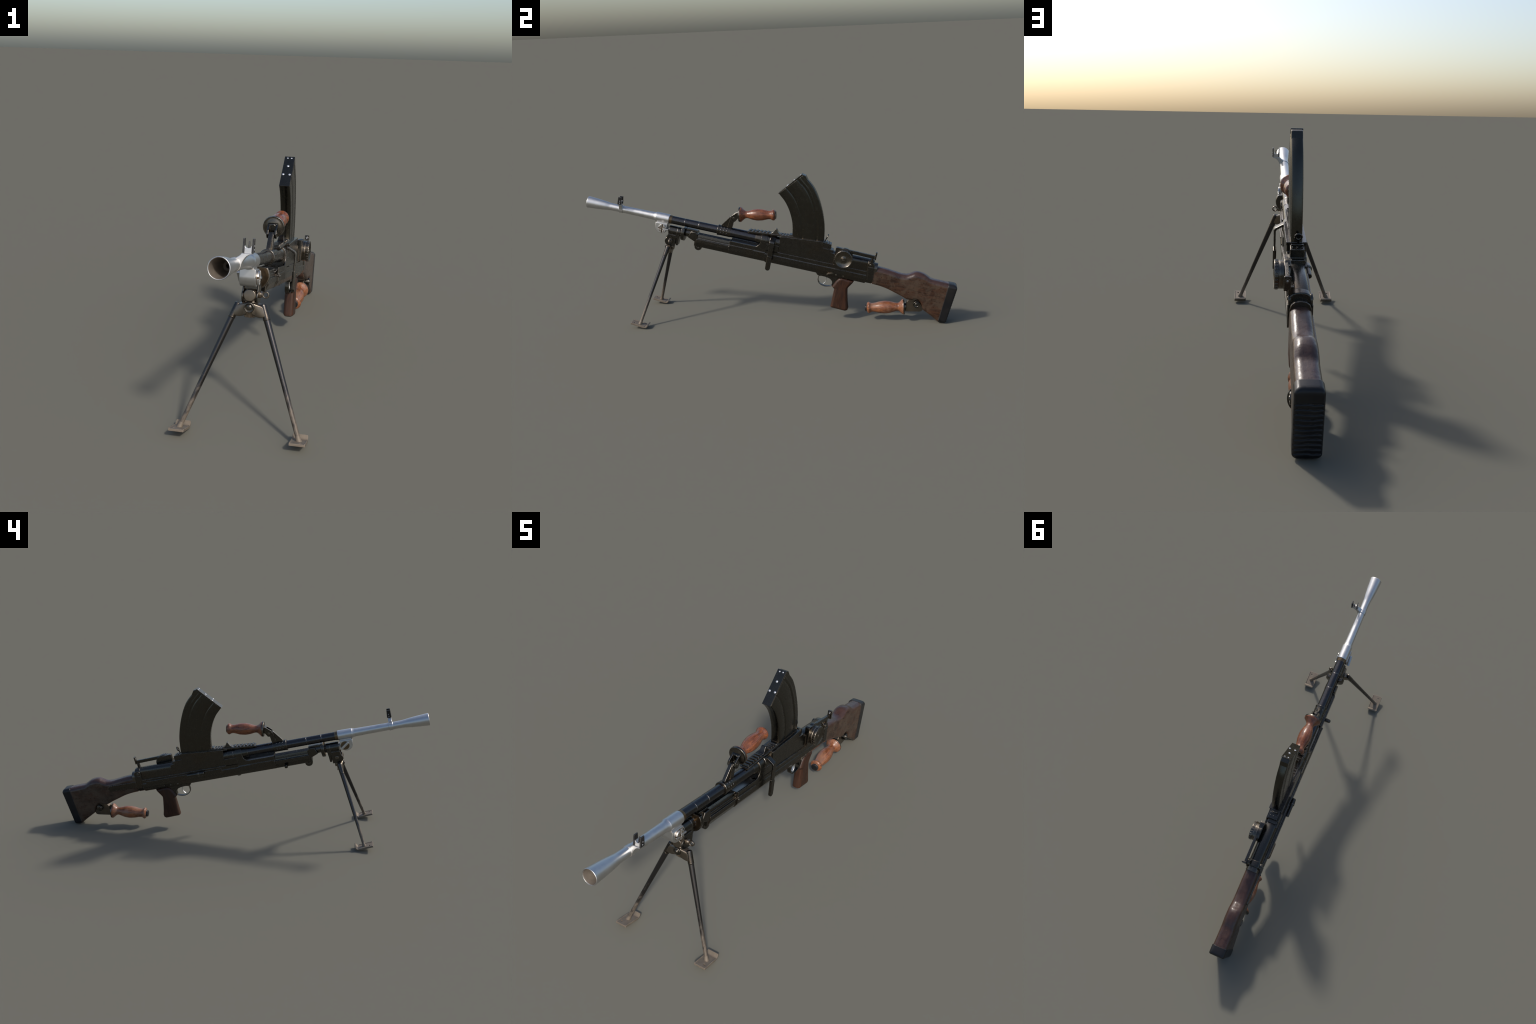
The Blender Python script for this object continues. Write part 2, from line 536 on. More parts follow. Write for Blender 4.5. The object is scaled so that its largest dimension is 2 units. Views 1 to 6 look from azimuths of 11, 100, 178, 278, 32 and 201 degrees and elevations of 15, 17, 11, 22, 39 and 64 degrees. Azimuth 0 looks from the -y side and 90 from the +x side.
for x0, x1 in ((0.0224, 0.0268), (0.0500, 0.0546)):
    slab('sight_wing', wing_prof, x0, x1, BLACK, parent=sight, bevel=0.0007)
    for s, n in ((0.1955, 0.0460), (0.1965, 0.0570)):
        xo = x1 if x0 > 0.03 else x0
        d = 0.0008 if x0 > 0.03 else -0.0008
        turned('sight_screw', [(-abs(d), 0), (-abs(d), 0.0024), (abs(d), 0.0020), (abs(d), 0)] if d > 0 else [(d, 0), (d, 0.0020), (-d, 0.0024), (-d, 0)],
               RIVET, axis='x', c=(xo, s, n), seg=14, parent=sight)
slab('sight_blade', [(0.190, 0.049), (0.202, 0.049), (0.2005, 0.0705), (0.1955, 0.0705)], 0.0372, 0.0408, BLACK, parent=sight, bevel=0.0006)

# ------------------------------------------------------------------ gas block
gb = [(0.4005, -0.0245), (0.466, -0.0245), (0.4675, -0.049)]
gb += [(0.4345 + 0.034 * math.cos(t), -0.0475 - 0.034 * math.sin(t)) for t in [pi * k / 14 for k in range(1, 14)]]
gb += [(0.4005, -0.048)]
gas_block = slab('gas_block', gb, -0.0270, 0.0262, BRIGHT, parent=root, r=0.0, bevel=0.003, seg=3)
slab('gas_block_saddle', mirror([(0.0, -0.010), (0.0195, -0.0165), (0.0180, -0.0215), (0.0210, -0.0300)]), 0.4035, 0.465, BRIGHT, axis='y', parent=gas_block, r=0)
# regulator drum on the right: four bright sectors left between crossed slots
turned('gas_regulator', rod(0.0238, 0.024, 0.0285, 0.0012), BROWNED, axis='x', c=(0, 0.4415, -0.0520), parent=gas_block, seg=40)
for k in range(4):
    g, ro = 0.0034, 0.0235
    a0 = math.asin(g / ro)
    quad = [(g, g)] + [(ro * math.cos(a0 + (pi / 2 - 2 * a0) * j / 7), ro * math.sin(a0 + (pi / 2 - 2 * a0) * j / 7)) for j in range(8)]
    if k == 3:
        quad = [(g + 0.004, g)] + quad[1:-1] + [(g, 0.018), (g, 0.009)]
    ck, sk = math.cos(k * pi / 2), math.sin(k * pi / 2)
    pts = [(0.4415 + p * ck - q * sk, -0.0520 + p * sk + q * ck) for p, q in quad]
    slab('regulator_sector', pts, 0.0255, 0.0335, BRIGHT, parent=gas_block, r=0.0008, bevel=0.0012)
    a0, a1 = k * pi / 2, (k + 1) * pi / 2
    am = (a0 + a1) / 2
    turned('regulator_port', [(0.0, 0), (0.0, 0.0036), (0.0006, 0.0032), (0.0006, 0)], BROWNED, axis='x',
           c=(0.0334, 0.4415 + 0.0150 * math.cos(am), -0.0520 + 0.0150 * math.sin(am)), seg=12, parent=gas_block)
turned('regulator_hub', rod(0.0062, 0.026, 0.0325), BROWNED, axis='x', c=(0, 0.4415, -0.0520), seg=16, parent=gas_block)
slab('regulator_key', [(0.4440, -0.0560), (0.4440, -0.0480), (0.4700, -0.0510), (0.4760, -0.0490), (0.4760, -0.0580), (0.4700, -0.0570)], 0.0270, 0.0345, BRIGHT, parent=gas_block, bevel=0.0015)
# thumb bar on the left over a browned recess
turned('thumb_screw', rod(0.0230, -0.0288, -0.024, 0.0010), BROWNED, axis='x', c=(0, 0.4415, -0.0520), seg=36, parent=gas_block)
bar = Matrix.Translation((0, 0.4425, -0.0505)) @ Matrix.Rotation(math.radians(-36), 4, 'X')
slab('thumb_bar', box(-0.0270, 0.0270, -0.0058, 0.0058), -0.0395, -0.026, BRIGHT, parent=gas_block, M=GUN @ bar, bevel=0.002, r=0.002)
turned('gas_nozzle', [(0.455, 0.0), (0.455, 0.010), (0.466, 0.0095), (0.474, 0.0135), (0.479, 0.0150), (0.479, 0)], BRIGHT, c=(0.004, 0, -0.058), seg=28, parent=gas_block)

# ------------------------------------------------------------------ gas cylinder and its flange
CZ = -0.0585
cyl = turned('gas_cylinder', [(0.4765, 0), (0.4765, 0.0120), (0.4765, 0.0246), (0.478, 0.0260), (0.5225, 0.0260), (0.5232, 0.0252), (0.5247, 0.0252), (0.5254, 0.0258),
                              (0.5420, 0.0256), (0.5432, 0.0246), (0.5432, 0.0)], BLUED, c=(0, 0, CZ), parent=root, seg=48)
turned('cylinder_neck', [(0.541, 0), (0.541, 0.0195), (0.556, 0.0195), (0.556, 0)], BROWNED, c=(0, 0, CZ), seg=32, parent=cyl)
for k in range(10):
    a = 2 * pi * k / 10
    slab('lock_stud', box(-0.0035, 0.0035, 0.0185, 0.0245), 0.5435, 0.5515, BLACK, axis='y', parent=cyl,
         M=GUN @ Matrix.Translation((0, 0, CZ)) @ Matrix.Rotation(a, 4, 'Y'), bevel=0.0008)
bm = bmesh.new()
turn_into(bm, [(0.5580, 0.0), (0.5580, 0.024), (0.5580, 0.0428), (0.5510, 0.0434), (0.5522, 0.0462), (0.5660, 0.0465), (0.5690, 0.0450), (0.5730, 0.0260), (0.5740, 0.0)], 'y', (0, 0, -0.0545), 64)
dish_bm = bmesh.new()
turn_into(dish_bm, [(0.5535, 0.0), (0.5570, 0.022), (0.5555, 0.034), (0.5522, 0.0430), (0.5600, 0.0432), (0.5600, 0.0)], 'y', (0, 0, -0.0545), 56)
bmesh.ops.bisect_plane(dish_bm, geom=dish_bm.verts[:] + dish_bm.edges[:] + dish_bm.faces[:], plane_co=(0, 0, -0.0270), plane_no=(0, 0, 1), clear_outer=True)
bmesh.ops.holes_fill(dish_bm, edges=[e for e in dish_bm.edges if e.is_boundary])
finish('flange_dish', dish_bm, BROWNED, GUN, cyl)
r = bmesh.ops.bisect_plane(bm, geom=bm.verts[:] + bm.edges[:] + bm.faces[:], plane_co=(0, 0, -0.0262), plane_no=(0, 0, 1), clear_outer=True)
bmesh.ops.holes_fill(bm, edges=[e for e in bm.edges if e.is_boundary])
finish('cylinder_flange', bm, BLUED, GUN, cyl)
turned('cylinder_sleeve', rod(0.0215, 0.566, 0.612), BLUED, c=(0, 0, -0.0540), seg=40, parent=cyl)
slab('sleeve_bridge', [(0.568, -0.030), (0.586, -0.027), (0.634, -0.0285), (0.636, -0.050), (0.59, -0.060)], -0.0150, 0.0150, BLUED, parent=cyl, bevel=0.003)

# ------------------------------------------------------------------ receiver, front to back
fwd = mirror([(0.0, -0.0500), (0.0145, -0.0450), (0.0165, -0.0442), (0.0185, -0.0460), (0.0205, -0.0540), (0.0225, -0.0640), (0.0240, -0.0685), (0.0312, -0.0690),
              (0.0318, -0.0880), (0.0215, -0.1110), (0.0170, -0.1150)])
receiver = slab('receiver', mirror([(0.0335, -0.0440), (0.0345, -0.0455), (0.0345, -0.0655), (0.0370, -0.0680), (0.0370, -0.0900),
                                    (0.0235, -0.1125), (0.0180, -0.1160)]), 1.0200, 1.5740, BLUED, axis='y', parent=root)
slab('channel_side_rib', [(0.6420, -0.0560), (0.6420, -0.0620), (0.8300, -0.0620), (0.8300, -0.0560)], -0.0245, 0.0245, BLUED, parent=receiver, bevel=0.002)
slab('gas_tube_channel', fwd, 0.6375, 0.830, BLUED, axis='y', parent=receiver)
nose = [(0.5860, -0.0680), (0.6020, -0.0340), (0.6345, -0.0330), (0.6380, -0.0420), (0.6420, -0.0450), (0.6420, -0.0880), (0.6240, -0.0860), (0.5940, -0.0735)]
slab('tube_nose', nose, -0.0290, 0.0290, BLUED, parent=receiver, bevel=0.006, seg=4)
slab('tube_plug', box(0.6270, 0.6420, -0.1120, -0.0700), -0.0240, 0.0240, BLUED, parent=receiver, bevel=0.004)
tray = mirror([(0.0, -0.0660), (0.0255, -0.0640), (0.0290, -0.0560), (0.0290, -0.0385), (0.0345, -0.0385), (0.0352, -0.0410), (0.0352, -0.0590), (0.0375, -0.0640), (0.0375, -0.0900),
               (0.0235, -0.1120), (0.0180, -0.1155)])
slab('barrel_tray', tray, 0.8215, 1.0210, BLUED, axis='y', parent=receiver, r=0.0009)
sheen_insert = [(-0.0292 * math.cos(pi * k / 16), -0.0400 - 0.0180 * math.sin(pi * k / 16)) for k in range(17)]
sheen_insert += [(0.0292 * math.cos(pi * k / 16), -0.0420 - 0.0250 * math.sin(pi * k / 16)) for k in range(17)]
slab('tray_sky_sheen_insert', sheen_insert, 0.8230, 0.9880, SKY_SHEEN, axis='y', parent=receiver, r=0.0, bevel=0.0004)
# rails let into the tray sides
for sg in (-1, 1):
    slab('tray_rail', box(0.823, 0.957, -0.0665, -0.0600), sg * 0.034, sg * 0.0390, BLUED, parent=receiver, bevel=0.0012)
    # wall that sweeps up into the breech arch
    wall = [(0.940, -0.0480), (0.955, -0.0400)] + [(0.955 + 0.0315 * math.sin(t), -0.0055 - 0.0345 * math.cos(t)) for t in [pi / 2 * k / 7 for k in range(1, 8)]]
    wall += [(0.9880, 0.0), (1.0215, 0.0), (1.0215, -0.0480)]
    slab('breech_wall', wall, sg * 0.0285, sg * 0.0351, BLUED, parent=receiver, r=0.0)
    slab('breech_cheek', box(1.0200, 1.0880, -0.0500, -0.0095), sg * 0.0100, sg * 0.0345, BLUED, parent=receiver)
arch = [(0.0350, -0.0060)] + [(0.0352 * math.cos(t), 0.0345 * math.sin(t)) for t in [pi * k / 20 for k in range(0, 21)]] + [(-0.0350, -0.0060)]
bm = bmesh.new()
slab_into(bm, arch + [(-0.022, -0.050), (0.022, -0.050)], 0.9865, 1.0220, 'y', r=0.0, bevel=0.0022)
finish('breech_arch', bm, BLUED, GUN, receiver)
turned('barrel_collar', [(0.955, 0.0), (0.955, 0.0268), (0.980, 0.0300), (0.990, 0.0300), (0.990, 0.0)], BLUED, seg=40, parent=receiver)
turned('barrel_nut', [(1.0200, 0.0), (1.0200, 0.0320), (1.026, 0.0325), (1.028, 0.0310), (1.035, 0.0310), (1.0365, 0.0330), (1.0665, 0.0330), (1.068, 0.0305), (1.092, 0.0305), (1.092, 0.0)], BLUED, seg=44, parent=receiver)

# barrel-nut lever on the right: out of the nut, over a knee, straight down
lev = [(0.0250, 0.0330), (0.0345, 0.0305), (0.0625, 0.0150), (0.0668, 0.0080), (0.0655, -0.0700), (0.0640, -0.1300), (0.0580, -0.1300), (0.0590, -0.0700), (0.0595, 0.0020), (0.0560, 0.0085), (0.0345, 0.0205), (0.0250, 0.0215)]
slab('barrel_lever', lev, 1.0390, 1.0650, BLUED, axis='y', parent=receiver, bevel=0.0022, r=0.002)
tip = [(1.0335, -0.0660), (1.0560, -0.0720), (1.0525, -0.1350)] + [(1.0425 + 0.0102 * math.cos(t), -0.1385 - 0.0102 * math.sin(t)) for t in [pi * k / 8 for k in range(0, 9)]] + [(1.0318, -0.135)]
tip = [(1.0385, -0.0640), (1.0655, -0.0700), (1.0650, -0.1345)] + [(1.0520 + 0.0130 * math.cos(t), -0.1345 - 0.0130 * math.sin(t)) for t in [pi * k / 10 for k in range(1, 10)]] + [(1.0390, -0.1345)]
slab('lever_grip', tip, 0.0560, 0.0680, BLUED, parent=receiver, bevel=0.0030, seg=3, r=0.0)

# upper receiver with the magazine well
well = [(1.0870, -0.0460), (1.0900, 0.0000), (1.0840, 0.0400), (1.0880, 0.0440), (1.3180, 0.0640), (1.3190, 0.0320), (1.3620, 0.0300), (1.3660, 0.0160), (1.3900, 0.0120), (1.3900, -0.0460)]
slab('magazine_well', well, -0.0318, 0.0318, BLUED, parent=receiver, bevel=0.0022, r=0.003, radii={4: 0.001, 6: 0.004})
lip = [(1.0900, 0.0360), (1.0880, 0.0440), (1.3180, 0.0645), (1.3185, 0.0535)]
for sg in (-1, 1):
    slab('well_lip', lip, sg * 0.020, sg * 0.0333, BLUED, parent=receiver, bevel=0.001)
    # bright-edged ledge under the flat panel
    slab('side_ledge', [(1.0900, -0.0500), (1.0900, -0.0445), (1.5640, -0.0445), (1.5700, -0.0490), (1.5700, -0.0500)], sg * 0.030, sg * 0.0358, BLUED, parent=receiver, bevel=0.0008)
rear_top = mirror([(0.0, 0.0190), (0.0120, 0.0180), (0.0210, 0.0145), (0.0272, 0.0080), (0.0298, 0.0000), (0.0306, -0.0100), (0.0306, -0.0480)])
slab('rear_cover', rear_top, 1.3650, 1.5700, BLUED, axis='y', parent=receiver, r=0.0, bevel=0.002)
bm = bmesh.new()
bmesh.ops.create_uvsphere(bm, u_segments=40, v_segments=24, radius=1.0, matrix=Matrix.Translation((0.0475, 1.5310, 0.0340)) @ Matrix.Diagonal((0.0340, 0.0450, 0.0330, 1.0)))
cutter = finish('thumb_cutter', bm, BLUED, GUN, None)
cover = bpy.data.objects['rear_cover']
cover.modifiers.clear()
bo = cover.modifiers.new('thumb_scoop', 'BOOLEAN')
bo.operation, bo.object, bo.solver = 'DIFFERENCE', cutter, 'EXACT'
bpy.context.view_layer.update()
cut = bpy.data.meshes.new_from_object(cover.evaluated_get(bpy.context.evaluated_depsgraph_get()))
cover.modifiers.clear()
cover.data = cut
bpy.data.objects.remove(cutter)
slab('ejector_step', [(1.3100, 0.020), (1.3150, 0.0580), (1.3350, 0.0585), (1.3600, 0.0555), (1.3625, 0.0100), (1.3300, 0.0100)], -0.0240, 0.0215, BLUED, parent=receiver, bevel=0.0018)
slab('ejector_ledge', [(1.3550, 0.010), (1.3560, 0.0270), (1.3760, 0.0260), (1.3790, 0.005)], -0.0265, 0.0195, BLUED, parent=receiver, bevel=0.0015)
slab('catch_bar', box(1.3300, 1.3370, 0.0570, 0.0640), -0.0225, 0.0185, BLUED, parent=receiver, bevel=0.0012)
# hollow scooped in the right side of the rear cover: shown as a raised rim with a dished plate
for k in range(3):
    turned('ejector_pin', rod(0.0028, -0.0008, 0.0018, 0.0006), BLUED, axis='z', c=(-0.0165 + 0.0150 * k, 1.347, 0.0585), seg=12, parent=receiver)

# end cap in front of the stock
cap = mirror([(0.0, 0.0195), (0.0140, 0.0182), (0.0240, 0.0140), (0.0310, 0.0060), (0.0345, -0.0080), (0.0350, -0.0200), (0.0355, -0.0800), (0.0290, -0.1020), (0.0230, -0.1090)])
slab('end_cap', cap, 1.5680, 1.6000, BLUED, axis='y', parent=receiver, r=0.0, bevel=0.0045, seg=3,
     shear=lambda x, y, z: (x, y + (0.008 if y > 1.58 else 0.0) * max(0.0, (0.01 - z) / 0.12), z))
slab('stock_socket', mirror([(0.0, 0.0020), (0.016, 0.0), (0.027, -0.009), (0.0325, -0.024), (0.0330, -0.085), (0.026, -0.103), (0.018, -0.1080)]), 1.5950, 1.6220, DRUM, axis='y', parent=receiver, r=0, bevel=0.0015)
for sg in (-1, 1):
    ear = [(1.5680, -0.0160), (1.5690, -0.0030)] + [(1.5860 + 0.0190 * math.sin(t), -0.0090 + 0.0190 * math.cos(t)) for t in [-1.05 + 2.6 * k / 9 for k in range(10)]] + [(1.6060, -0.0160)]
    slab('cap_ear', ear, sg * 0.0290, sg * 0.0362, BLUED, parent=receiver, r=0.0008)
    turned('cap_screw', [(-0.003, 0), (-0.003, 0.0062), (0.0005, 0.0062), (0.0022, 0.0045), (0.0022, 0)] if sg > 0 else [(-0.0022, 0), (-0.0022, 0.0045), (-0.0005, 0.0062), (0.003, 0.0062), (0.003, 0)],
           DRUM, axis='x', c=(sg * 0.0365, 1.5835, -0.0060), seg=20, parent=receiver)
    slab('cap_plate', [(1.5720, -0.0170), (1.6060, -0.0170), (1.6110, -0.0900), (1.5800, -0.0900)], sg * 0.0330, sg * 0.0378, BLUED, parent=receiver, bevel=0.0016)

# front sling lug under the tube and two small studs
lug = [(0.6270, -0.0900), (0.6270, -0.1150)] + [(0.6490 + 0.0205 * math.cos(t), -0.1190 + 0.0195 * math.sin(t)) for t in [pi * 1.02 + 1.0 * pi * k / 12 for k in range(13)]] + [(0.6790, -0.1120), (0.6790, -0.0900)]
bm = bmesh.new()
outer = fillet(lug, 0.002)
slab_into(bm, lug, -0.0095, 0.0095, 'x', r=0.0008, bevel=0.002)
finish('sling_lug', bm, BLUED, GUN, receiver)
for sg in (-1, 1):
    turned('lug_eye', [(-0.002, 0.0045), (-0.002, 0.0078), (0.0, 0.0088), (0.002, 0.0078), (0.002, 0.0045), (-0.001, 0.0040)], DRUM, axis='x', c=(sg * 0.0092, 0.6490, -0.1180), seg=28, closed=True, parent=receiver)
    turned('lug_eye_floor', rod(0.0050, -0.0008, 0.0008, 0.0002), BLACK, axis='x', c=(sg * 0.0092, 0.6490, -0.1180), seg=20, parent=receiver)
peg = [(-0.0150, 0.7575)] + [(-0.0490 - 0.0088 * math.sin(u), 0.7663 - 0.0088 * math.cos(u)) for u in [pi * k / 8 for k in range(9)]] + [(-0.0150, 0.7750)]
slab('side_peg', peg, -0.1115, -0.0950, BLUED, axis='z', parent=receiver, bevel=0.004, seg=3, r=0.0)
slab('tube_boss', [(1.008, -0.110), (1.020, -0.118), (1.030, -0.1235), (1.040, -0.1235), (1.054, -0.113)], -0.012, 0.012, BLUED, parent=receiver, bevel=0.003)
turned('tray_peg', [(0.020, 0), (0.020, 0.0045), (0.0410, 0.0045), (0.0425, 0.0030), (0.0425, 0)], DRUM, axis='x', c=(0, 0.8245, -0.0705), seg=18, parent=receiver)
turned('tray_peg', [(-0.0405, 0), (-0.0405, 0.0030), (-0.039, 0.0045), (-0.020, 0.0045), (-0.020, 0)], BLUED, axis='x', c=(0, 0.8245, -0.0705), seg=18, parent=receiver)
# a few stamped ticks on the upper lip of the channel
for k in range(5):
    slab('stamp_tick', box(0.668 + 0.0080 * k, 0.6700 + 0.0080 * k, -0.0445, -0.0436), 0.0060 + 0.001 * (k % 2), 0.0110, DRUM, parent=receiver, bevel=0.0003, r=0.0003)

# cocking slide and plunger on the left
slab('cocking_slide', [(1.2980, -0.0530), (1.2980, -0.0715), (1.5290, -0.0735), (1.5330, -0.0640), (1.5270, -0.0545)], -0.0430, -0.030, BLUED, parent=receiver, r=0.003, bevel=0.0018)
slab('cocking_track', [(1.1150, -0.0560), (1.1150, -0.0790), (1.5500, -0.0810), (1.5500, -0.0540)], -0.0386, -0.033, BLUED, parent=receiver, bevel=0.0010)
turned('cocking_handle', [(1.2110, 0), (1.2110, 0.0070), (1.2140, 0.0098), (1.2340, 0.0118), (1.2400, 0.0118), (1.2415, 0.0132), (1.2470, 0.0132), (1.2490, 0.0092), (1.3060, 0.0092), (1.3080, 0.0080), (1.3080, 0.0)],
       BLUED, c=(-0.0465, 0, -0.0605), seg=28, parent=receiver)
slab('lower_strip', [(1.4520, -0.0900), (1.4560, -0.1010), (1.5760, -0.0985), (1.5790, -0.0875)], -0.0352, -0.028, BLUED, parent=receiver, bevel=0.001)
# pins and the selector lever above the trigger
for sg in (-1, 1):
    for s, n, rr in ((1.3770, -0.1010, 0.0042), (1.4180, -0.1010, 0.0052), (1.4560, -0.0990, 0.0040)):
        turned('receiver_pin', rod(rr, -0.0014, 0.0014, 0.0006), DRUM, axis='x', c=(sg * 0.0325, s, n), seg=16, parent=receiver)
sel = [(1.3650, -0.1080), (1.3690, -0.1030), (1.3900, -0.0930), (1.4000, -0.0900), (1.4030, -0.0960), (1.3920, -0.1000), (1.3720, -0.1090)]
slab('selector_lever', sel, 0.0315, 0.0365, DRUM, parent=receiver, bevel=0.0012)

# ------------------------------------------------------------------ magazine-cover rail with serrations
rail_line = lambda s: 0.0335 + (s - 0.907) * 0.0895
rail = slab('magazine_cover', [(0.9070, 0.0270), (0.9070, 0.0330), (1.1600, rail_line(1.16) - 0.001), (1.1600, rail_line(1.16) - 0.008), (1.09, 0.0405), (0.93, 0.0272)],
            -0.0225, 0.0225, BLUED, parent=root, bevel=0.001)
for k in range(6):
    s = 0.9180 + 0.0193 * k
    z = rail_line(s)
    slab('serration', [(s - 0.0045, z - 0.003), (s - 0.0030, z + 0.0058), (s + 0.0050, z + 0.0062), (s + 0.0095, z - 0.003)], -0.0165, 0.0165, BLUED, parent=rail, bevel=0.0020)
for k in range(4):
    s = 1.0850 + 0.0150 * k
    z = rail_line(s)
    slab('serration', [(s - 0.0035, z - 0.003), (s - 0.0015, z + 0.0042), (s + 0.0035, z + 0.0040), (s + 0.0080, z - 0.003)], -0.0160, 0.0160, BLUED, parent=rail, bevel=0.0012)
sp = spline([(1.0300, 0.0445), (1.0420, 0.0540), (1.0500, 0.0680), (1.0545, 0.0750)], 4)[:-1] + spline([(1.0565, 0.0750), (1.0610, 0.0690), (1.0690, 0.0580), (1.0830, 0.0490)], 4)
bm = bmesh.new()
slab_into(bm, sp, -0.0135, 0.0135, 'x', r=0.0, bevel=0.001)
for v in bm.verts:
    v.co.x *= 1.0 - 0.28 * max(0, min(1, (v.co.z - 0.048) / 0.028))
finish('cover_thumb_piece', bm, BLUED, GUN, rail)
slab('cover_spine', [(0.9120, 0.0330), (1.1500, rail_line(1.15) - 0.002), (1.1500, rail_line(1.15) + 0.0010), (0.9130, 0.0345)], 0.0175, 0.0222, BLUED, parent=rail, bevel=0.001)
slab('cover_spine', [(0.9120, 0.0330), (1.1500, rail_line(1.15) - 0.002), (1.1500, rail_line(1.15) + 0.0010), (0.9130, 0.0345)], -0.0222, -0.0175, BLUED, parent=rail, bevel=0.001)
slab('well_front_block', [(1.1250, 0.0480), (1.1300, 0.0600), (1.1480, 0.0610), (1.1480, 0.0480)], -0.0200, 0.0200, BLUED, parent=rail, bevel=0.002)

# ------------------------------------------------------------------ magazine: curved box, pressed ribs
front_curve = [(0.00, 1.1480, 0.0400), (0.14, 1.1470, 0.0600), (0.36, 1.1370, 0.1190), (0.58, 1.1145, 0.1760), (0.79, 1.0805, 0.2280), (1.0, 1.0372, 0.2682)]
rear_curve = [(0.00, 1.3170, 0.0400), (0.10, 1.3155, 0.0680), (0.28, 1.3060, 0.1330), (0.46, 1.2875, 0.1950), (0.66, 1.2560, 0.2660), (0.84, 1.2145, 0.3310), (1.0, 1.1470, 0.3900)]


def on_curve(tab, u):
    return interp([(a, b) for a, b, c in tab], u), interp([(a, c) for a, b, c in tab], u)


ribs = [(0.0, 0.0172), (0.012, 0.0198), (0.03, 0.0207), (0.278, 0.0207), (0.288, 0.0203), (0.304, 0.0186), (0.314, 0.0183), (0.324, 0.0186), (0.342, 0.0202), (0.352, 0.0205),
        (0.730, 0.0205), (0.742, 0.0201), (0.762, 0.0178), (0.772, 0.0175), (0.784, 0.0178), (0.806, 0.0199), (0.816, 0.0202), (0.840, 0.0204), (0.850, 0.0201), (0.872, 0.0190), (0.884, 0.0188),
        (0.960, 0.0188), (0.985, 0.0180), (1.0, 0.0158)]
rings = []
NU = 40
for k in range(NU + 1):
    u = k / NU
    fs, fn = on_curve(front_curve, u)
    rs, rn = on_curve(rear_curve, u)
    wsc = 0.965 + 0.06 * u
    ring = []
    for t, w in ribs:
        ring.append((w * wsc, fs + (rs - fs) * t, fn + (rn - fn) * t))
    for t, w in reversed(ribs):
        ring.append((-w * wsc, fs + (rs - fs) * t, fn + (rn - fn) * t))
    rings.append(ring)
# back corner of the lid slopes down: last ring follows the chamfer
magazine = loft('magazine', rings, MAG, parent=root, smooth=50, weighted=False)
# floor plate: flat lid, its rear end cut off square to the back curve
lid = [(1.0358, 0.2672), (1.0330, 0.2695), (1.1365, 0.3935), (1.1395, 0.3938), (1.1405, 0.3915)]
slab('magazine_floor_plate', lid, -0.0206, 0.0206, MAG, parent=magazine, bevel=0.0008, r=0.0006)
slab('magazine_heel', [(1.1375, 0.3920), (1.1575, 0.3890), (1.1625, 0.3825), (1.1730, 0.3680), (1.1300, 0.3200), (1.0600, 0.2760), (1.0420, 0.2770)], -0.0190, 0.0190, MAG, parent=magazine, bevel=0.0030, seg=3, r=0.002)
ln = Vector((0, -0.1240, 0.1035)).normalized()     # outward normal of the lid
lid_rot = Vector((0, 0, 1)).rotation_difference(ln).to_matrix().to_4x4()
rivet_prof = [(-0.001, 0), (-0.001, 0.0052), (0.0008, 0.0048), (0.0018, 0.0032), (0.0022, 0)]
bm = bmesh.new()
turn_into(bm, rivet_prof, 'z', (0, 0, 0), 20)
for f in bm.faces:
    f.smooth = True
bmesh.ops.recalc_face_normals(bm, faces=bm.faces)
rv = bpy.data.meshes.new('rivet'); bm.to_mesh(rv); bm.free(); rv.materials.append(RIVET)
for x, t, sc in ((-0.0130, 0.385, 1.0), (0.0125, 0.385, 1.0), (0.0, 0.670, 1.05), (-0.0080, 0.945, 0.7), (0.0080, 0.945, 0.7)):
    s, n = 1.0330 + (1.1365 - 1.0330) * t, 0.2695 + (0.3935 - 0.2695) * t
    place('rivet', rv, GUN @ Matrix.Translation((x, s, n)) @ lid_rot @ Matrix.Scale(sc, 4), magazine, weighted=False)

# magazine catch: tilted spoon with a ring at its end
tilt = GUN @ Matrix.Translation((-0.0050, 1.3215, 0.0560)) @ Matrix.Rotation(math.radians(-16), 4, 'X')
catch = slab('magazine_catch', [(-0.0035, 0.0), (0.0035, 0.0), (0.0035, 0.022), (-0.0035, 0.022)], -0.0026, 0.0022, BLUED, axis='y', parent=root, M=tilt, bevel=0.001)
bm = bmesh.new()
turn_into(bm, [(-0.0028, 0.0082), (-0.0028, 0.0128), (0.0, 0.0142), (0.0028, 0.0128), (0.0028, 0.0082), (0.0, 0.0074)], 'y', (0, 0, 0.0330), 36, closed=True)
turn_into(bm, rod(0.0084, -0.0008, 0.0012, 0.0003), 'y', (0, 0, 0.0330), 24)
finish('catch_ring', bm, BLUED, tilt, catch)

# ------------------------------------------------------------------ rear sight
rsight = slab('rear_sight', [(1.3890, -0.0400), (1.3875, 0.0520), (1.3960, 0.0545), (1.4720, 0.0490), (1.4730, 0.0140), (1.4660, -0.0400)], 0.0225, 0.0440, BLUED, parent=root, bevel=0.0016)
DS, DN, DR = 1.4385, 0.0050, 0.0460
turned('range_drum', [(0.0420, 0), (0.0420, DR - 0.003), (0.0435, DR - 0.001), (0.0570, DR - 0.001), (0.0580, DR - 0.0025), (0.0590, DR - 0.001), (0.0725, DR), (0.0742, DR - 0.0010), (0.0745, DR - 0.0028),
                      (0.0725, DR - 0.0050), (0.0690, DR - 0.0120), (0.0665, DR - 0.0200), (0.0660, DR - 0.0280), (0.0672, 0.0140), (0.0690, 0.0115), (0.0700, 0.0075), (0.0690, 0.0060), (0.0690, 0.0)],
       DRUM, axis='x', c=(0, DS, DN), seg=64, parent=rsight, smooth=28)
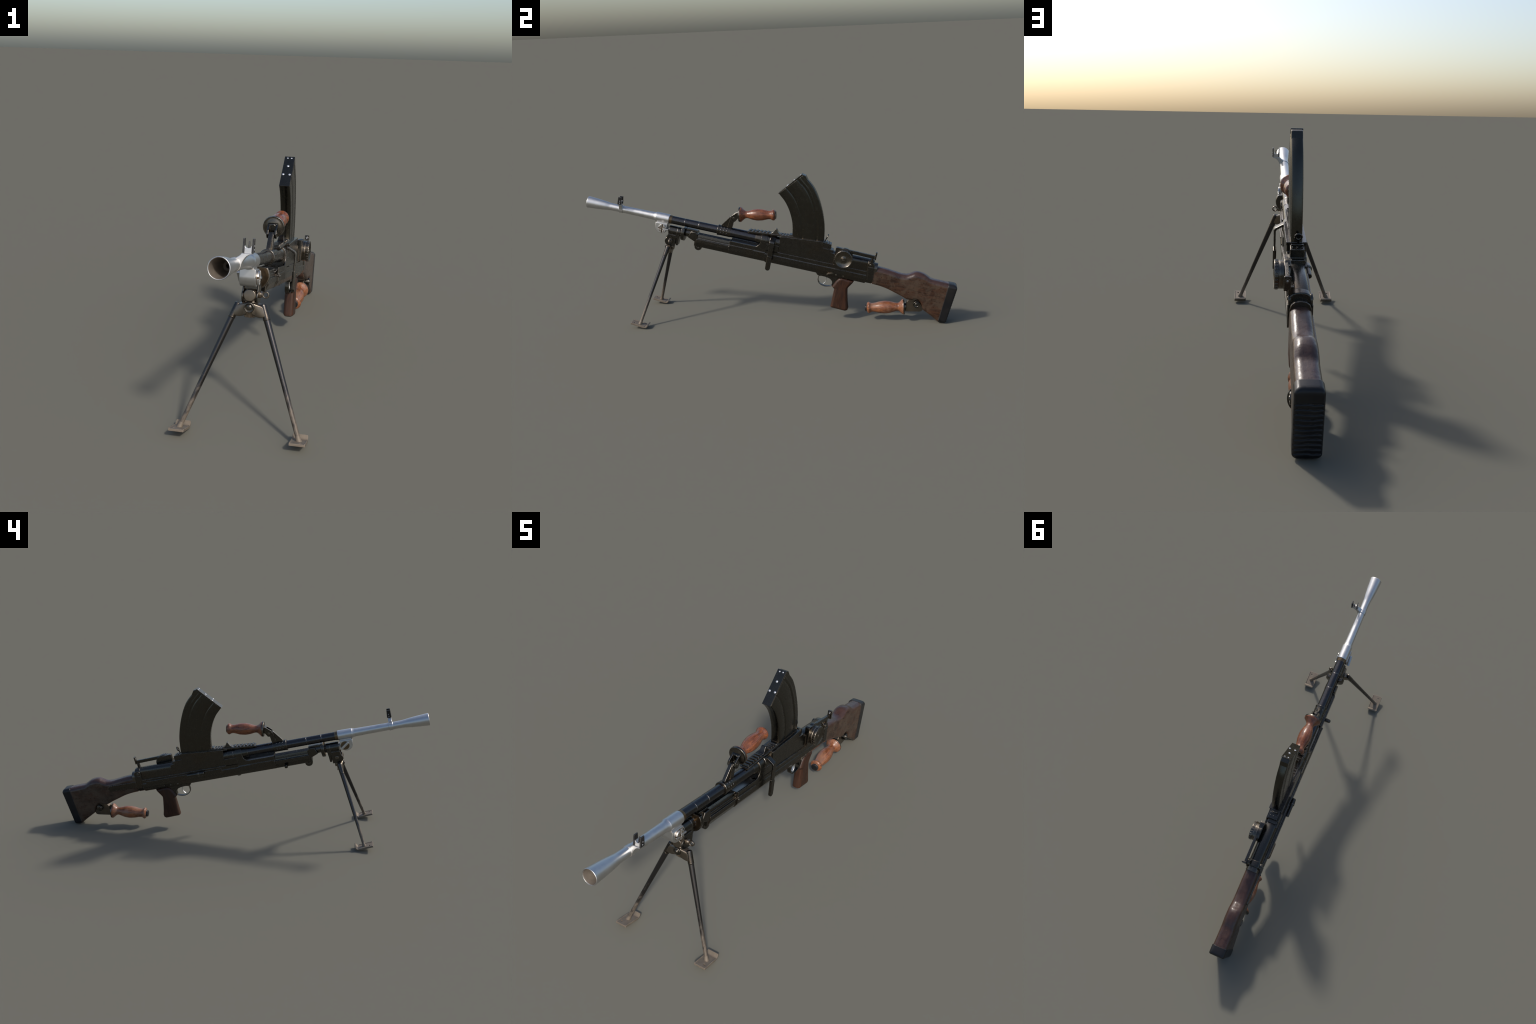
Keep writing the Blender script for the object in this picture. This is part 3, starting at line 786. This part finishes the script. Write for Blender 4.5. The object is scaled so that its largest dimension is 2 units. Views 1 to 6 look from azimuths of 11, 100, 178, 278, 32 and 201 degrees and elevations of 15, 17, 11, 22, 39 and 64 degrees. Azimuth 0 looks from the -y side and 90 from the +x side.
for k in range(24):
    a = 2 * pi * k / 24
    slab('drum_notch', box(-0.0028, 0.0028, DR - 0.0026, DR + 0.0012), 0.0625, 0.0722, BLUED, parent=rsight,
         M=GUN @ Matrix.Translation((0, DS, DN)) @ Matrix.Rotation(a, 4, 'X'), bevel=0.0007)
turned('drum_screw', [(0.066, 0), (0.066, 0.0058), (0.0715, 0.0058), (0.0724, 0.0045), (0.0724, 0)], DRUM, axis='x', c=(0, DS, DN), seg=20, parent=rsight)
slab('sight_arm', [(1.3950, 0.0360), (1.3930, 0.0520), (1.4300, 0.0545), (1.5950, 0.0510), (1.5965, 0.0335), (1.4900, 0.0355)], 0.0310, 0.0432, BLUED, parent=rsight, bevel=0.0016)
bm = bmesh.new()
ap = [(0.0292, 0.0300), (0.0500, 0.0300), (0.0500, 0.0720), (0.0292, 0.0720)]
slab_into(bm, ap, 1.5965, 1.6040, 'y', r=0.003, bevel=0.0012)
finish('aperture_plate', bm, BLUED, GUN, rsight)
for y0, m_, rr in ((1.6035, BLACK, 0.0062), (1.5957, BLACK, 0.0062)):
    turned('aperture_ring', [(0, 0.0030), (0, 0.0078), (0.0012, 0.0074), (0.0012, 0.0030)], BLUED, c=(0.0396, y0, 0.0590), seg=28, closed=True, parent=rsight)
    turned('peep_hole', rod(0.0033, 0, 0.0011, 0.0002), RIVET, c=(0.0396, y0, 0.0590), seg=18, parent=rsight)
slab('arm_foot', [(1.5800, 0.000), (1.5800, 0.0345), (1.5925, 0.0345), (1.5915, 0.000)], 0.0200, 0.0370, BLUED, parent=rsight, bevel=0.0015)
turned('drum_cover', [(0.0245, 0), (0.0245, 0.040), (0.0260, 0.0425), (0.0425, 0.0435), (0.0425, 0)], BLUED, axis='x', c=(0, DS + 0.002, DN + 0.010), seg=48, parent=rsight)

# ------------------------------------------------------------------ trigger group
guard_path = spline([(0, 1.3270, -0.1220), (0, 1.3278, -0.1300), (0, 1.3262, -0.1420), (0, 1.3264, -0.1560), (0, 1.3330, -0.1700), (0, 1.3480, -0.1800), (0, 1.3680, -0.1838), (0, 1.3880, -0.1808), (0, 1.4060, -0.1730), (0, 1.4160, -0.1620)], 6)
bm = bmesh.new()
sweep_into(bm, guard_path, 0.0098, 0.0021, 12, True)
guard = finish('trigger_guard', bm, BLUED, GUN, root)
housing = [(1.3060, -0.1160), (1.3180, -0.1290), (1.3290, -0.1320), (1.3420, -0.1300), (1.3560, -0.1298), (1.3740, -0.1318), (1.3900, -0.1365), (1.4010, -0.1460), (1.4048, -0.1580), (1.4030, -0.1690), (1.4080, -0.1760), (1.4250, -0.1700), (1.4600, -0.1160)]
slab('trigger_housing', housing, -0.0130, 0.0130, BLUED, parent=guard, bevel=0.0014, r=0.0005)
trig = spline([(0, 1.3640, -0.1250), (0, 1.3690, -0.1380), (0, 1.3705, -0.1520), (0, 1.3665, -0.1650), (0, 1.3580, -0.1745)], 6)
bm = bmesh.new()
sweep_into(bm, trig, 0.0055, 0.0019, 12, True)
finish('trigger', bm, BRIGHT, GUN, root)

# ------------------------------------------------------------------ pistol grip
gp = spline([(1.4060, -0.1755), (1.4110, -0.1620), (1.4230, -0.1370), (1.4360, -0.1200), (1.4500, -0.1130)], 4)
gp += [(1.4900, -0.1160), (1.5160, -0.1215)]
gp += spline([(1.5120, -0.1330), (1.5030, -0.1480), (1.4950, -0.1620), (1.4925, -0.1780), (1.5060, -0.2400), (1.5168, -0.2760)], 5)
gp += [(1.5150, -0.2905), (1.5040, -0.2975), (1.4880, -0.2975), (1.4300, -0.2955), (1.4210, -0.2915), (1.4205, -0.2820), (1.4215, -0.1880), (1.4150, -0.1825)]
grip = slab('pistol_grip', gp, -0.0225, 0.0225, GRIP_WOOD, parent=root, bevel=0.0150, seg=7, r=0.0)

# ------------------------------------------------------------------ stock
top_tab = [(1.612, -0.0150), (1.660, -0.0170), (1.715, -0.0225), (1.752, -0.0262), (1.778, -0.0240), (1.802, -0.0110), (1.820, 0.0005), (1.838, 0.0038), (1.862, 0.0015), (1.888, -0.0080), (1.905, -0.0165), (1.918, -0.0190), (1.950, -0.0198), (2.012, -0.0215)]
bot_tab = [(1.612, -0.1095), (1.650, -0.1115), (1.690, -0.1170), (1.740, -0.1305), (1.785, -0.1435), (1.812, -0.1520), (1.830, -0.1515), (1.846, -0.1425), (1.862, -0.1415), (1.876, -0.1495), (1.890, -0.1675), (1.900, -0.1885), (1.915, -0.1965), (1.950, -0.2135), (2.012, -0.2415)]
wid_tab = [(1.612, 0.0325), (1.70, 0.0335), (1.80, 0.0345), (1.90, 0.0352), (2.012, 0.0360)]


def stock_section(s):
    t, b, w = interp(top_tab, s), interp(bot_tab, s), interp(wid_tab, s)
    hump = max(0.0, 1 - abs(s - 1.845) / 0.07)
    rt = 0.0240 + 0.0055 * hump
    rb = 0.0120
    pts = []
    m = 9
    for (cx, cz, r0, a0) in ((w - rt, t - rt, rt, 0.0), (-(w - rt), t - rt, rt, pi / 2)):
        for j in range(m):
            a = a0 + pi / 2 * j / (m - 1)
            pts.append((cx + r0 * math.cos(a), cz + r0 * math.sin(a)))
    side = 10
    z0, z1 = t - rt, b + rb
    for j in range(1, side):
        z = z0 + (z1 - z0) * j / side
        pts.append((-w - 0.0008 * math.sin(pi * j / side), z))
    for (cx, cz, r0, a0) in ((-(w - rb), b + rb, rb, pi), (w - rb, b + rb, rb, 1.5 * pi)):
        for j in range(m):
            a = a0 + pi / 2 * j / (m - 1)
            pts.append((cx + r0 * math.cos(a), cz + r0 * math.sin(a)))
    for j in range(side - 1, 0, -1):
        z = z0 + (z1 - z0) * j / side
        pts.append((w + 0.0008 * math.sin(pi * j / side), z))
    return pts


rings = []
NS = 96
for k in range(NS + 1):
    s = 1.612 + (2.004 - 1.612) * k / NS
    sec = stock_section(s)
    rings.append([(x, s + (-0.008 * (z + 0.02) / -0.22 if s > 1.95 else 0.0) * (s - 1.95) / 0.054 if s > 1.95 else s, z) for x, z in sec])
stock = loft('stock', rings, STOCK_WOOD, parent=root, smooth=60, weighted=False)
# metal strap let into the left side
strap = [(1.6080, -0.0480), (1.7600, -0.0455), (1.7700, -0.0500), (1.7750, -0.0610), (1.7730, -0.0720), (1.7640, -0.0780), (1.6080, -0.0830)]
slab('stock_strap', strap, -0.0378, -0.0300, BLUED, parent=stock, bevel=0.0014, r=0.002)

# butt plate: rounded cap lofted from toe to heel, its back pressed into overlapping ridges
def butt_ring(z, z_top=-0.0200, z_bot=-0.2385):
    d_t, d_b = z_top - z, z - z_bot
    t = d_t / (z_top - z_bot)
    half = 0.0388
    corner = lambda d, r: 0.0 if d >= r else r - math.sqrt(max(0.0, r * r - (r - d) ** 2))
    half -= corner(min(d_t, d_b), 0.0185)
    s_front = 2.0020 - 0.0090 * t
    s_rear = 2.0485 - 0.0150 * t - 0.85 * corner(d_t, 0.0200) - 0.75 * corner(d_b, 0.0170)
    r = min(0.0085, half * 0.5, (s_rear - s_front) * 0.4)
    pts = [(-half, s_front), (half, s_front)]
    m = 6
    for j in range(m + 1):
        a = pi / 2 * j / m
        pts.append((half - r + r * math.cos(a), s_rear - r + r * math.sin(a)))
    nx = 22
    for j in range(1, nx):
        x = (half - r) * (1 - 2 * j / nx)
        pts.append((x, s_rear))
    for j in range(m + 1):
        a = pi / 2 + pi / 2 * j / m
        pts.append((-half + r + r * math.cos(a), s_rear - r + r * math.sin(a)))
    ring = []
    for x, y in pts:
        if y > s_rear - r * 0.7 and -0.2265 < z < -0.0550:
            zz = z + 0.0011 * math.sin(95 * x + 40 * z) + 0.0006 * math.sin(260 * x + 11)
            f = ((zz + 0.2320) / 0.0152) % 1.0
            lip = f * 0.55 - 1.25 * math.exp(-((min(f, 1 - f)) / 0.13) ** 2)
            edge = max(0.0, min(1.0, (half - 0.0015 - abs(x)) / 0.006))
            ends = max(0.0, min(1.0, (z + 0.2265) / 0.004)) * max(0.0, min(1.0, (-0.0550 - z) / 0.004))
            y += (lip * 0.0030 - 0.0004) * edge * ends
        ring.append((x, y, z))
    return ring


zs = [-0.2385 + 0.2185 * k / 210 for k in range(211)]
zs[0] += 0.0002
zs[-1] -= 0.0002
butt = loft('butt_plate', [butt_ring(z) for z in zs], RUBBER, parent=stock, smooth=50, weighted=False)
slab('butt_seam', [(-0.0368, -0.0235), (0.0368, -0.0235), (0.0368, -0.2365), (-0.0368, -0.2365)], 1.9995, 2.0030, BLACK, axis='y', parent=stock, r=0.016,
     radii={0: 0.016, 1: 0.016, 2: 0.016, 3: 0.016}, bevel=0.001, shear=lambda x, y, z: (x, y - 0.0090 * (-0.02 - z) / 0.222, z))

# ------------------------------------------------------------------ rear hand grip under the stock (own frame, +y to the butt)
ra = Vector((0.0, 0.5225, 0.0668)); rbv = Vector((0.0, 0.7330, 0.0770))
def frame_y(a, b):
    return Matrix.Translation(a) @ Vector((0, 1, 0)).rotation_difference((b - a).normalized()).to_matrix().to_4x4()
RH = frame_y(ra, rbv)
knob_prof = [(0.0, 0), (0.0, 0.0150), (0.0015, 0.0180), (0.0040, 0.0187), (0.0075, 0.0187), (0.0090, 0.0172), (0.0105, 0.0187), (0.0140, 0.0187), (0.0140, 0)]
wood_r = [(0.0105, 0.0205), (0.0128, 0.0255), (0.0205, 0.0314), (0.0255, 0.0296), (0.0310, 0.0256), (0.0390, 0.0240), (0.0550, 0.0258), (0.0800, 0.0313), (0.1040, 0.0339), (0.1280, 0.0322), (0.1500, 0.0268), (0.1680, 0.0220), (0.1760, 0.0216), (0.1830, 0.0250), (0.1910, 0.0320), (0.1975, 0.0382), (0.2015, 0.0412), (0.2050, 0.0414)]
NP = 60
prof = [(wood_r[0][0] + (wood_r[-1][0] - wood_r[0][0]) * k / NP) for k in range(NP + 1)]
prof = [(a, interp(wood_r, a)) for a in prof]
rear_handle = turned('rear_handle', [(prof[0][0], 0)] + prof + [(prof[-1][0], 0)], HANDLE_WOOD_PALE, parent=root, M=RH, seg=44, smooth=50)
turned('handle_knob', knob_prof, BLACK, parent=rear_handle, M=RH, seg=32)
turned('handle_flange', [(0.2045, 0), (0.2045, 0.0412), (0.2055, 0.0420), (0.2095, 0.0420), (0.2105, 0.0405), (0.2105, 0)], BLUED, parent=rear_handle, M=RH, seg=44)
brk = [(1.8150, -0.2250), (1.8120, -0.1950), (1.8110, -0.1700), (1.8220, -0.1500), (1.8460, -0.1420), (1.8760, -0.1500), (1.8900, -0.1700), (1.9040, -0.1900), (1.8990, -0.2040), (1.8880, -0.2090)]
slab('handle_bracket', brk, -0.0165, 0.0165, BIPOD, parent=rear_handle, bevel=0.003, r=0.003)
turned('handle_collar', rod(0.0200, 0.2095, 0.2200, 0.002), BLUED, parent=rear_handle, M=RH, seg=32)
turned('pivot_boss', [(-0.036, 0), (-0.036, 0.0100), (-0.034, 0.0110), (-0.034, 0.0165), (-0.032, 0.0178), (-0.018, 0.0185), (-0.018, 0.0), (0.018, 0.0), (0.018, 0.0200), (0.036, 0.0180), (0.038, 0.0165), (0.038, 0.0115), (0.0365, 0.0105), (0.0365, 0.0075), (0.0400, 0.0060), (0.0400, 0)],
       BLUED, axis='x', c=(0, 1.8630, -0.1660), seg=36, parent=rear_handle)

# ------------------------------------------------------------------ carrying handle
CH = frame_y(Vector((0, -0.1480, 0.5846)), Vector((0, 0.0550, 0.5808)))
wood_c = [(0.0130, 0.0404), (0.0165, 0.0400), (0.0195, 0.0368), (0.0260, 0.0305), (0.0340, 0.0238), (0.0420, 0.0196), (0.0480, 0.0192), (0.0600, 0.0222), (0.0820, 0.0283), (0.1060, 0.0312), (0.1300, 0.0300), (0.1520, 0.0252), (0.1660, 0.0227), (0.1740, 0.0230), (0.1830, 0.0270), (0.1890, 0.0294), (0.1940, 0.0285), (0.1990, 0.0240), (0.2015, 0.0205)]
prof = [(wood_c[0][0] + (wood_c[-1][0] - wood_c[0][0]) * k / NP) for k in range(NP + 1)]
prof = [(a, interp(wood_c, a)) for a in prof]
ring_c = turned('carrying_handle', [(0.7425, 0.0200), (0.7425, 0.0272), (0.7440, 0.0288), (0.7470, 0.0292), (0.7500, 0.0284), (0.7520, 0.0278), (0.8130, 0.0278), (0.8155, 0.0270), (0.8165, 0.0200)],
                BLUED, parent=root, seg=48, closed=True)
turned('wooden_grip', [(prof[0][0], 0)] + prof + [(prof[-1][0], 0.0)], HANDLE_WOOD, parent=ring_c, M=CH, seg=44, smooth=50)
turned('grip_end_washer', [(0.2005, 0), (0.2005, 0.0206), (0.2040, 0.0196), (0.2045, 0.0)], BLUED, parent=ring_c, M=CH, seg=32)
turned('grip_flange', [(0.0000, 0), (0.0000, 0.0215), (0.0030, 0.0280), (0.0045, 0.0350), (0.0035, 0.0388), (0.0050, 0.0402), (0.0120, 0.0408), (0.0138, 0.0398), (0.0138, 0)], DRUM, parent=ring_c, M=CH, seg=48)
turned('grip_stem', rod(0.0140, -0.010, 0.004, 0.002), BLUED, parent=ring_c, M=CH, seg=28)
web = [(0.7550, 0.0220), (0.7605, 0.0345), (0.7960, 0.0835), (0.8010, 0.0880), (0.8150, 0.0900), (0.8300, 0.0840), (0.8290, 0.0740), (0.8230, 0.0640), (0.8190, 0.0500), (0.8175, 0.0220)]
slab('handle_arm', web, -0.0052, 0.0052, BLUED, parent=ring_c, bevel=0.0018, r=0.002)
rib = [(0.7930, 0.0240), (0.7950, 0.0450), (0.8010, 0.0800), (0.8080, 0.0900), (0.8280, 0.0850), (0.8260, 0.0700), (0.8210, 0.0560), (0.8180, 0.0240)]
slab('arm_rib', rib, -0.0100, 0.0100, BLUED, parent=ring_c, bevel=0.003, r=0.003)
slab('arm_edge', [(0.7570, 0.0250), (0.7610, 0.0360), (0.7965, 0.0850), (0.8030, 0.0850), (0.7680, 0.0330), (0.7670, 0.0250)], -0.0078, 0.0078, BLUED, parent=ring_c, bevel=0.0015)
fork = [(0.8035, 0.0800)] + [(0.8215 + 0.0180 * math.cos(t), 0.0835 + 0.0180 * math.sin(t)) for t in [pi * 1.05 + pi * 0.62 * k / 9 for k in range(10)]] + [(0.8470, 0.0950), (0.8520, 0.1000), (0.8450, 0.1260), (0.8330, 0.1200), (0.8060, 0.0960)]
for x0, x1 in ((-0.0188, -0.0108), (0.0108, 0.0188)):
    slab('handle_fork', fork, x0, x1, BLUED, parent=ring_c, bevel=0.002, r=0.002)
slab('fork_bridge', [(0.8330, 0.0980), (0.8290, 0.1180), (0.8450, 0.1265), (0.8540, 0.1000)], -0.0186, 0.0186, BLUED, parent=ring_c, bevel=0.006, seg=4)
for sg in (-1, 1):
    turned('fork_pin', rod(0.0065, -0.001, 0.001, 0.0005), DRUM, axis='x', c=(sg * 0.0188, 0.8215, 0.0840), seg=18, parent=ring_c)
# knurl pips on the collar
for row, a in enumerate((0.35, 0.95, 2.2, 2.8, -0.25, 3.4)):
    for k in range(3):
        c = Vector((0.0276 * math.cos(a), 0.7640 + 0.0165 * k, 0.0276 * math.sin(a)))
        Mx = GUN @ Matrix.Translation(c) @ Vector((0, 0, 1)).rotation_difference(Vector((math.cos(a), 0, math.sin(a)))).to_matrix().to_4x4()
        turned('collar_pip', [(-0.001, 0), (-0.001, 0.0050), (0.0002, 0.0044), (0.0008, 0.0028), (0.0010, 0.0)], BARREL, axis='z', M=Mx, seg=12, parent=ring_c)

# ------------------------------------------------------------------ bipod (hangs square to the ground)
cheek = [(0.4765, -0.0760), (0.5225, -0.0760), (0.5225, -0.1400), (0.4900, -0.1420)] + [(0.4905 + 0.0270 * math.cos(t), -0.1170 + 0.0245 * math.sin(t)) for t in [-pi * 0.62 - pi * 0.62 * k / 10 for k in range(11)]]
bipod = turned('bipod', [(0.4652, 0), (0.4652, 0.0175), (0.4658, 0.0192), (0.4675, 0.0205), (0.4695, 0.0208), (0.520, 0.0208), (0.522, 0.0190), (0.522, 0)], BIPOD, c=(-0.001, 0, -0.1130), parent=root, seg=40)
for x0, x1 in ((-0.0272, -0.0218), (0.0208, 0.0260)):
    slab('pivot_cheek', cheek, x0, x1, BLUED, parent=bipod, bevel=0.0015)
slab('cheek_bridge', box(0.480, 0.540, -0.094, -0.070), -0.0225, 0.0225, BLUED, parent=bipod, bevel=0.002)
slab('rear_plate', [(0.5240, -0.0760), (0.5400, -0.0760), (0.5370, -0.1320), (0.5260, -0.1330)], -0.0215, 0.0215, BLUED, parent=bipod, bevel=0.0025)
PB = (0, 0.4965, -0.1100)
turned('pivot_bolt', [(-0.0325, 0), (-0.0325, 0.0080), (-0.0310, 0.0095), (-0.026, 0.0095), (0.0255, 0.0120), (0.0320, 0.0118), (0.0345, 0.0095), (0.0370, 0.0080), (0.0370, 0)], BIPOD, axis='x', c=PB, seg=28, parent=bipod)
bm = bmesh.new()
NT, NR = 30, 10
for i in range(NT):
    for j in range(NR):
        u, v = 2 * pi * i / NT, 2 * pi * j / NR
        bm.verts.new(((0.0095 + 0.0029 * math.cos(v)) * math.cos(u), 0.0045 * math.sin(v), (0.0095 + 0.0029 * math.cos(v)) * math.sin(u)))
bm.verts.ensure_lookup_table()
for i in range(NT):
    for j in range(NR):
        bm.faces.new([bm.verts[a * NR + b] for a, b in ((i, j), ((i + 1) % NT, j), ((i + 1) % NT, (j + 1) % NR), (i, (j + 1) % NR))])
finish('pull_ring', bm, BIPOD, GUN @ Matrix.Translation((0.0470, 0.4965, -0.1100)), bipod)

# yoke: knob on the front, two arms carrying the leg sockets
YK = Matrix.Translation((0, -0.550, 0.4075)) @ Matrix.Rotation(math.radians(-6), 4, 'X')
turned('yoke_hub', rod(0.0190, -0.008, 0.030, 0.003), BIPOD, M=YK, seg=36, parent=bipod)
turned('yoke_knob', [(-0.0185, 0), (-0.0185, 0.0070), (-0.0170, 0.0080), (-0.0170, 0.0128), (-0.0185, 0.0150), (-0.0165, 0.0172), (-0.0080, 0.0178), (-0.0060, 0.0205), (-0.003, 0.0205), (-0.003, 0)], BLUED, M=YK, seg=36, parent=bipod)
turned('knob_washer', [(-0.0040, 0), (-0.0040, 0.0228), (-0.0015, 0.0240), (0.003, 0.0240), (0.003, 0)], BIPOD, M=YK, seg=36, parent=bipod)
turned('knob_screw', [(-0.0215, 0), (-0.0215, 0.0055), (-0.0200, 0.0068), (-0.016, 0.0068), (-0.016, 0)], DRUM, M=YK, seg=24, parent=bipod)
slab('knob_slot', box(-0.0056, 0.0056, -0.0011, 0.0011), -0.0221, -0.0205, BLACK, axis='y', M=YK @ Matrix.Rotation(math.radians(-35), 4, 'Y'), parent=bipod, bevel=0.0003)
slab('yoke_stem', box(-0.0150, 0.0150, 0.010, 0.034), 0.000, 0.026, BIPOD, axis='y', M=YK, parent=bipod, bevel=0.003)
fan = [(-0.0210, -0.020), (-0.0190, -0.036), (0.0190, -0.036), (0.0210, -0.020), (0.014, -0.010), (-0.014, -0.010)]
slab('ratchet_plate', fan, 0.002, 0.020, BIPOD, axis='y', M=YK, parent=bipod, bevel=0.002)
for k in range(7):
    slab('ratchet_tooth', box(-0.0012, 0.0012, -0.0385, -0.0215), -0.0035, 0.0040, BIPOD, axis='y', M=YK @ Matrix.Translation((-0.0135 + 0.0045 * k, 0, 0.0012 * abs(k - 3) * 0.5)), parent=bipod, bevel=0.0007)
foot_poly = [(-0.0255, -0.0420), (0.0255, -0.0420), (0.0255, 0.0400), (-0.0255, 0.0400)]
for sg in (-1, 1):
    foot_at = Vector((sg * 0.1955, -0.6840, 0.0215))
    top_at = Vector((sg * 0.0405, -0.5420, 0.4150))
    d = (top_at - foot_at)
    L = d.length
    LM = Matrix.Translation(foot_at) @ Vector((0, 0, 1)).rotation_difference(d.normalized()).to_matrix().to_4x4()
    leg = turned('leg', [(-0.004, 0), (-0.004, 0.0075), (0.03, 0.0078), (L * 0.45, 0.0088), (L - 0.048, 0.0112), (L - 0.047, 0.0)], LEG, axis='z', M=LM, seg=28, parent=bipod)
    turned('leg_socket', [(L - 0.050, 0), (L - 0.050, 0.0108), (L - 0.0485, 0.0120), (L - 0.006, 0.0122), (L - 0.001, 0.0112), (L + 0.0005, 0.0085), (L + 0.0005, 0)], LEG_TOP, axis='z', M=LM, seg=32, parent=bipod)
    turned('socket_ring', [(L - 0.0535, 0), (L - 0.0535, 0.0112), (L - 0.0520, 0.0122), (L - 0.0490, 0.0122), (L - 0.0480, 0.0112), (L - 0.0480, 0)], LEG_TOP, axis='z', M=LM, seg=28, parent=bipod)
    # arm from the hub to the socket
    top = foot_at + d * ((L - 0.004) / L)
    bot = foot_at + d * ((L - 0.040) / L)
    rings = []
    for t in [k / 6 for k in range(7)]:
        c_top = Vector((sg * 0.010, -0.546, 0.4240)).lerp(top + Vector((0, 0, 0.001)), t)
        c_bot = Vector((sg * 0.010, -0.548, 0.3830)).lerp(bot, t)
        c_bot.z -= 0.006 * math.sin(pi * t)
        hw = 0.0175 - 0.0050 * t
        ring = []
        for qx, qz in rounded_rect(-hw, hw, 0.0, 1.0, 0.0, 1) if False else [(-hw, 0.12), (-hw * 0.7, 0.0), (hw * 0.7, 0.0), (hw, 0.12), (hw, 0.88), (hw * 0.7, 1.0), (-hw * 0.7, 1.0), (-hw, 0.88)]:
            p = c_bot.lerp(c_top, qz)
            ring.append((p.x, p.y + qx, p.z))
        rings.append(ring)
    loft('yoke_arm', rings, BIPOD, parent=bipod, M=WORLD, smooth=50)
    # foot: pressed plate, front edge raised, rear edge turned up, spike hole outboard
    FM = Matrix.Translation((sg * 0.1955, -0.6860, 0.0170)) @ Matrix.Rotation(math.radians(-17.5), 4, 'X')
    # plate with a real hole: ring-bridged outline
    bm = bmesh.new()
    hc = (sg * 0.0100, -0.0280)
    outline = fillet([(-0.0255, -0.0460), (0.0255, -0.0460), (0.0255, 0.0300), (-0.0255, 0.0300)], 0.003, 2)
    # resample outline and hole with same angular steps
    K = 48
    def on_rect(a):
        dx, dy = math.cos(a), math.sin(a)
        best = 1e9
        for lim, comp, o in ((0.0255, dx, hc[0]), (-0.0255, dx, hc[0]), (0.0300, dy, hc[1]), (-0.0460, dy, hc[1])):
            if abs(comp) > 1e-9:
                tt = (lim - o) / comp
                if tt > 0:
                    best = min(best, tt)
        return (hc[0] + dx * best, hc[1] + dy * best)
    angs = sorted([2 * pi * k / K for k in range(K)] + [math.atan2(cy - hc[1], cx - hc[0]) % (2 * pi) for cx in (-0.0255, 0.0255) for cy in (-0.0460, 0.0300)])
    T0, T1 = -0.0042, 0.0036
    rect = [on_rect(a) for a in angs]
    hole = [(hc[0] + 0.0045 * math.cos(a), hc[1] + 0.0036 * math.sin(a)) for a in angs]
    R = [[bm.verts.new((x, y, z)) for x, y in o] for o, z in ((hole, T1), (rect, T1), (rect, T0), (hole, T0))]
    for a, b in ((0, 1), (1, 2), (2, 3), (3, 0)):
        ring_bridge(bm, R[a], R[b])
    # turned-up rear lip (starts just inside the plate's rear edge)
    path = [(0.0290, -0.0002), (0.0345, 0.0006), (0.0385, 0.0030), (0.0415, 0.0070), (0.0440, 0.0125), (0.0455, 0.0180)]
    lipr = []
    for i, (y, z) in enumerate(path):
        a = Vector(path[max(i - 1, 0)]); b = Vector(path[min(i + 1, len(path) - 1)])
        t = (b - a).normalized(); nn = Vector((-t.y, t.x)) * 0.0031
        hw = 0.0254 - (0.002 if i == len(path) - 1 else 0)
        lipr.append([bm.verts.new((-hw, y + nn.x, z + nn.y)), bm.verts.new((hw, y + nn.x, z + nn.y)), bm.verts.new((hw, y - nn.x, z - nn.y)), bm.verts.new((-hw, y - nn.x, z - nn.y))])
    for i in range(len(lipr) - 1):
        ring_bridge(bm, lipr[i], lipr[i + 1])
    bm.faces.new(lipr[0]); bm.faces.new(lipr[-1])
    for x in (-0.0240, 0.0240):
        slab_into(bm, box(-0.0440, 0.0290, 0.0020, 0.0056), x - 0.0016, x + 0.0016, 'x', bevel=0.0010, r=0.0012)
    foot = finish('foot', bm, MUDDY, FM, bipod, smooth=40)
    turned('foot_weld', [(-0.005, 0), (-0.005, 0.0105), (0.002, 0.0098), (0.008, 0.0084), (0.016, 0.0078), (0.016, 0)], MUDDY, axis='z', M=LM, seg=24, parent=bipod)
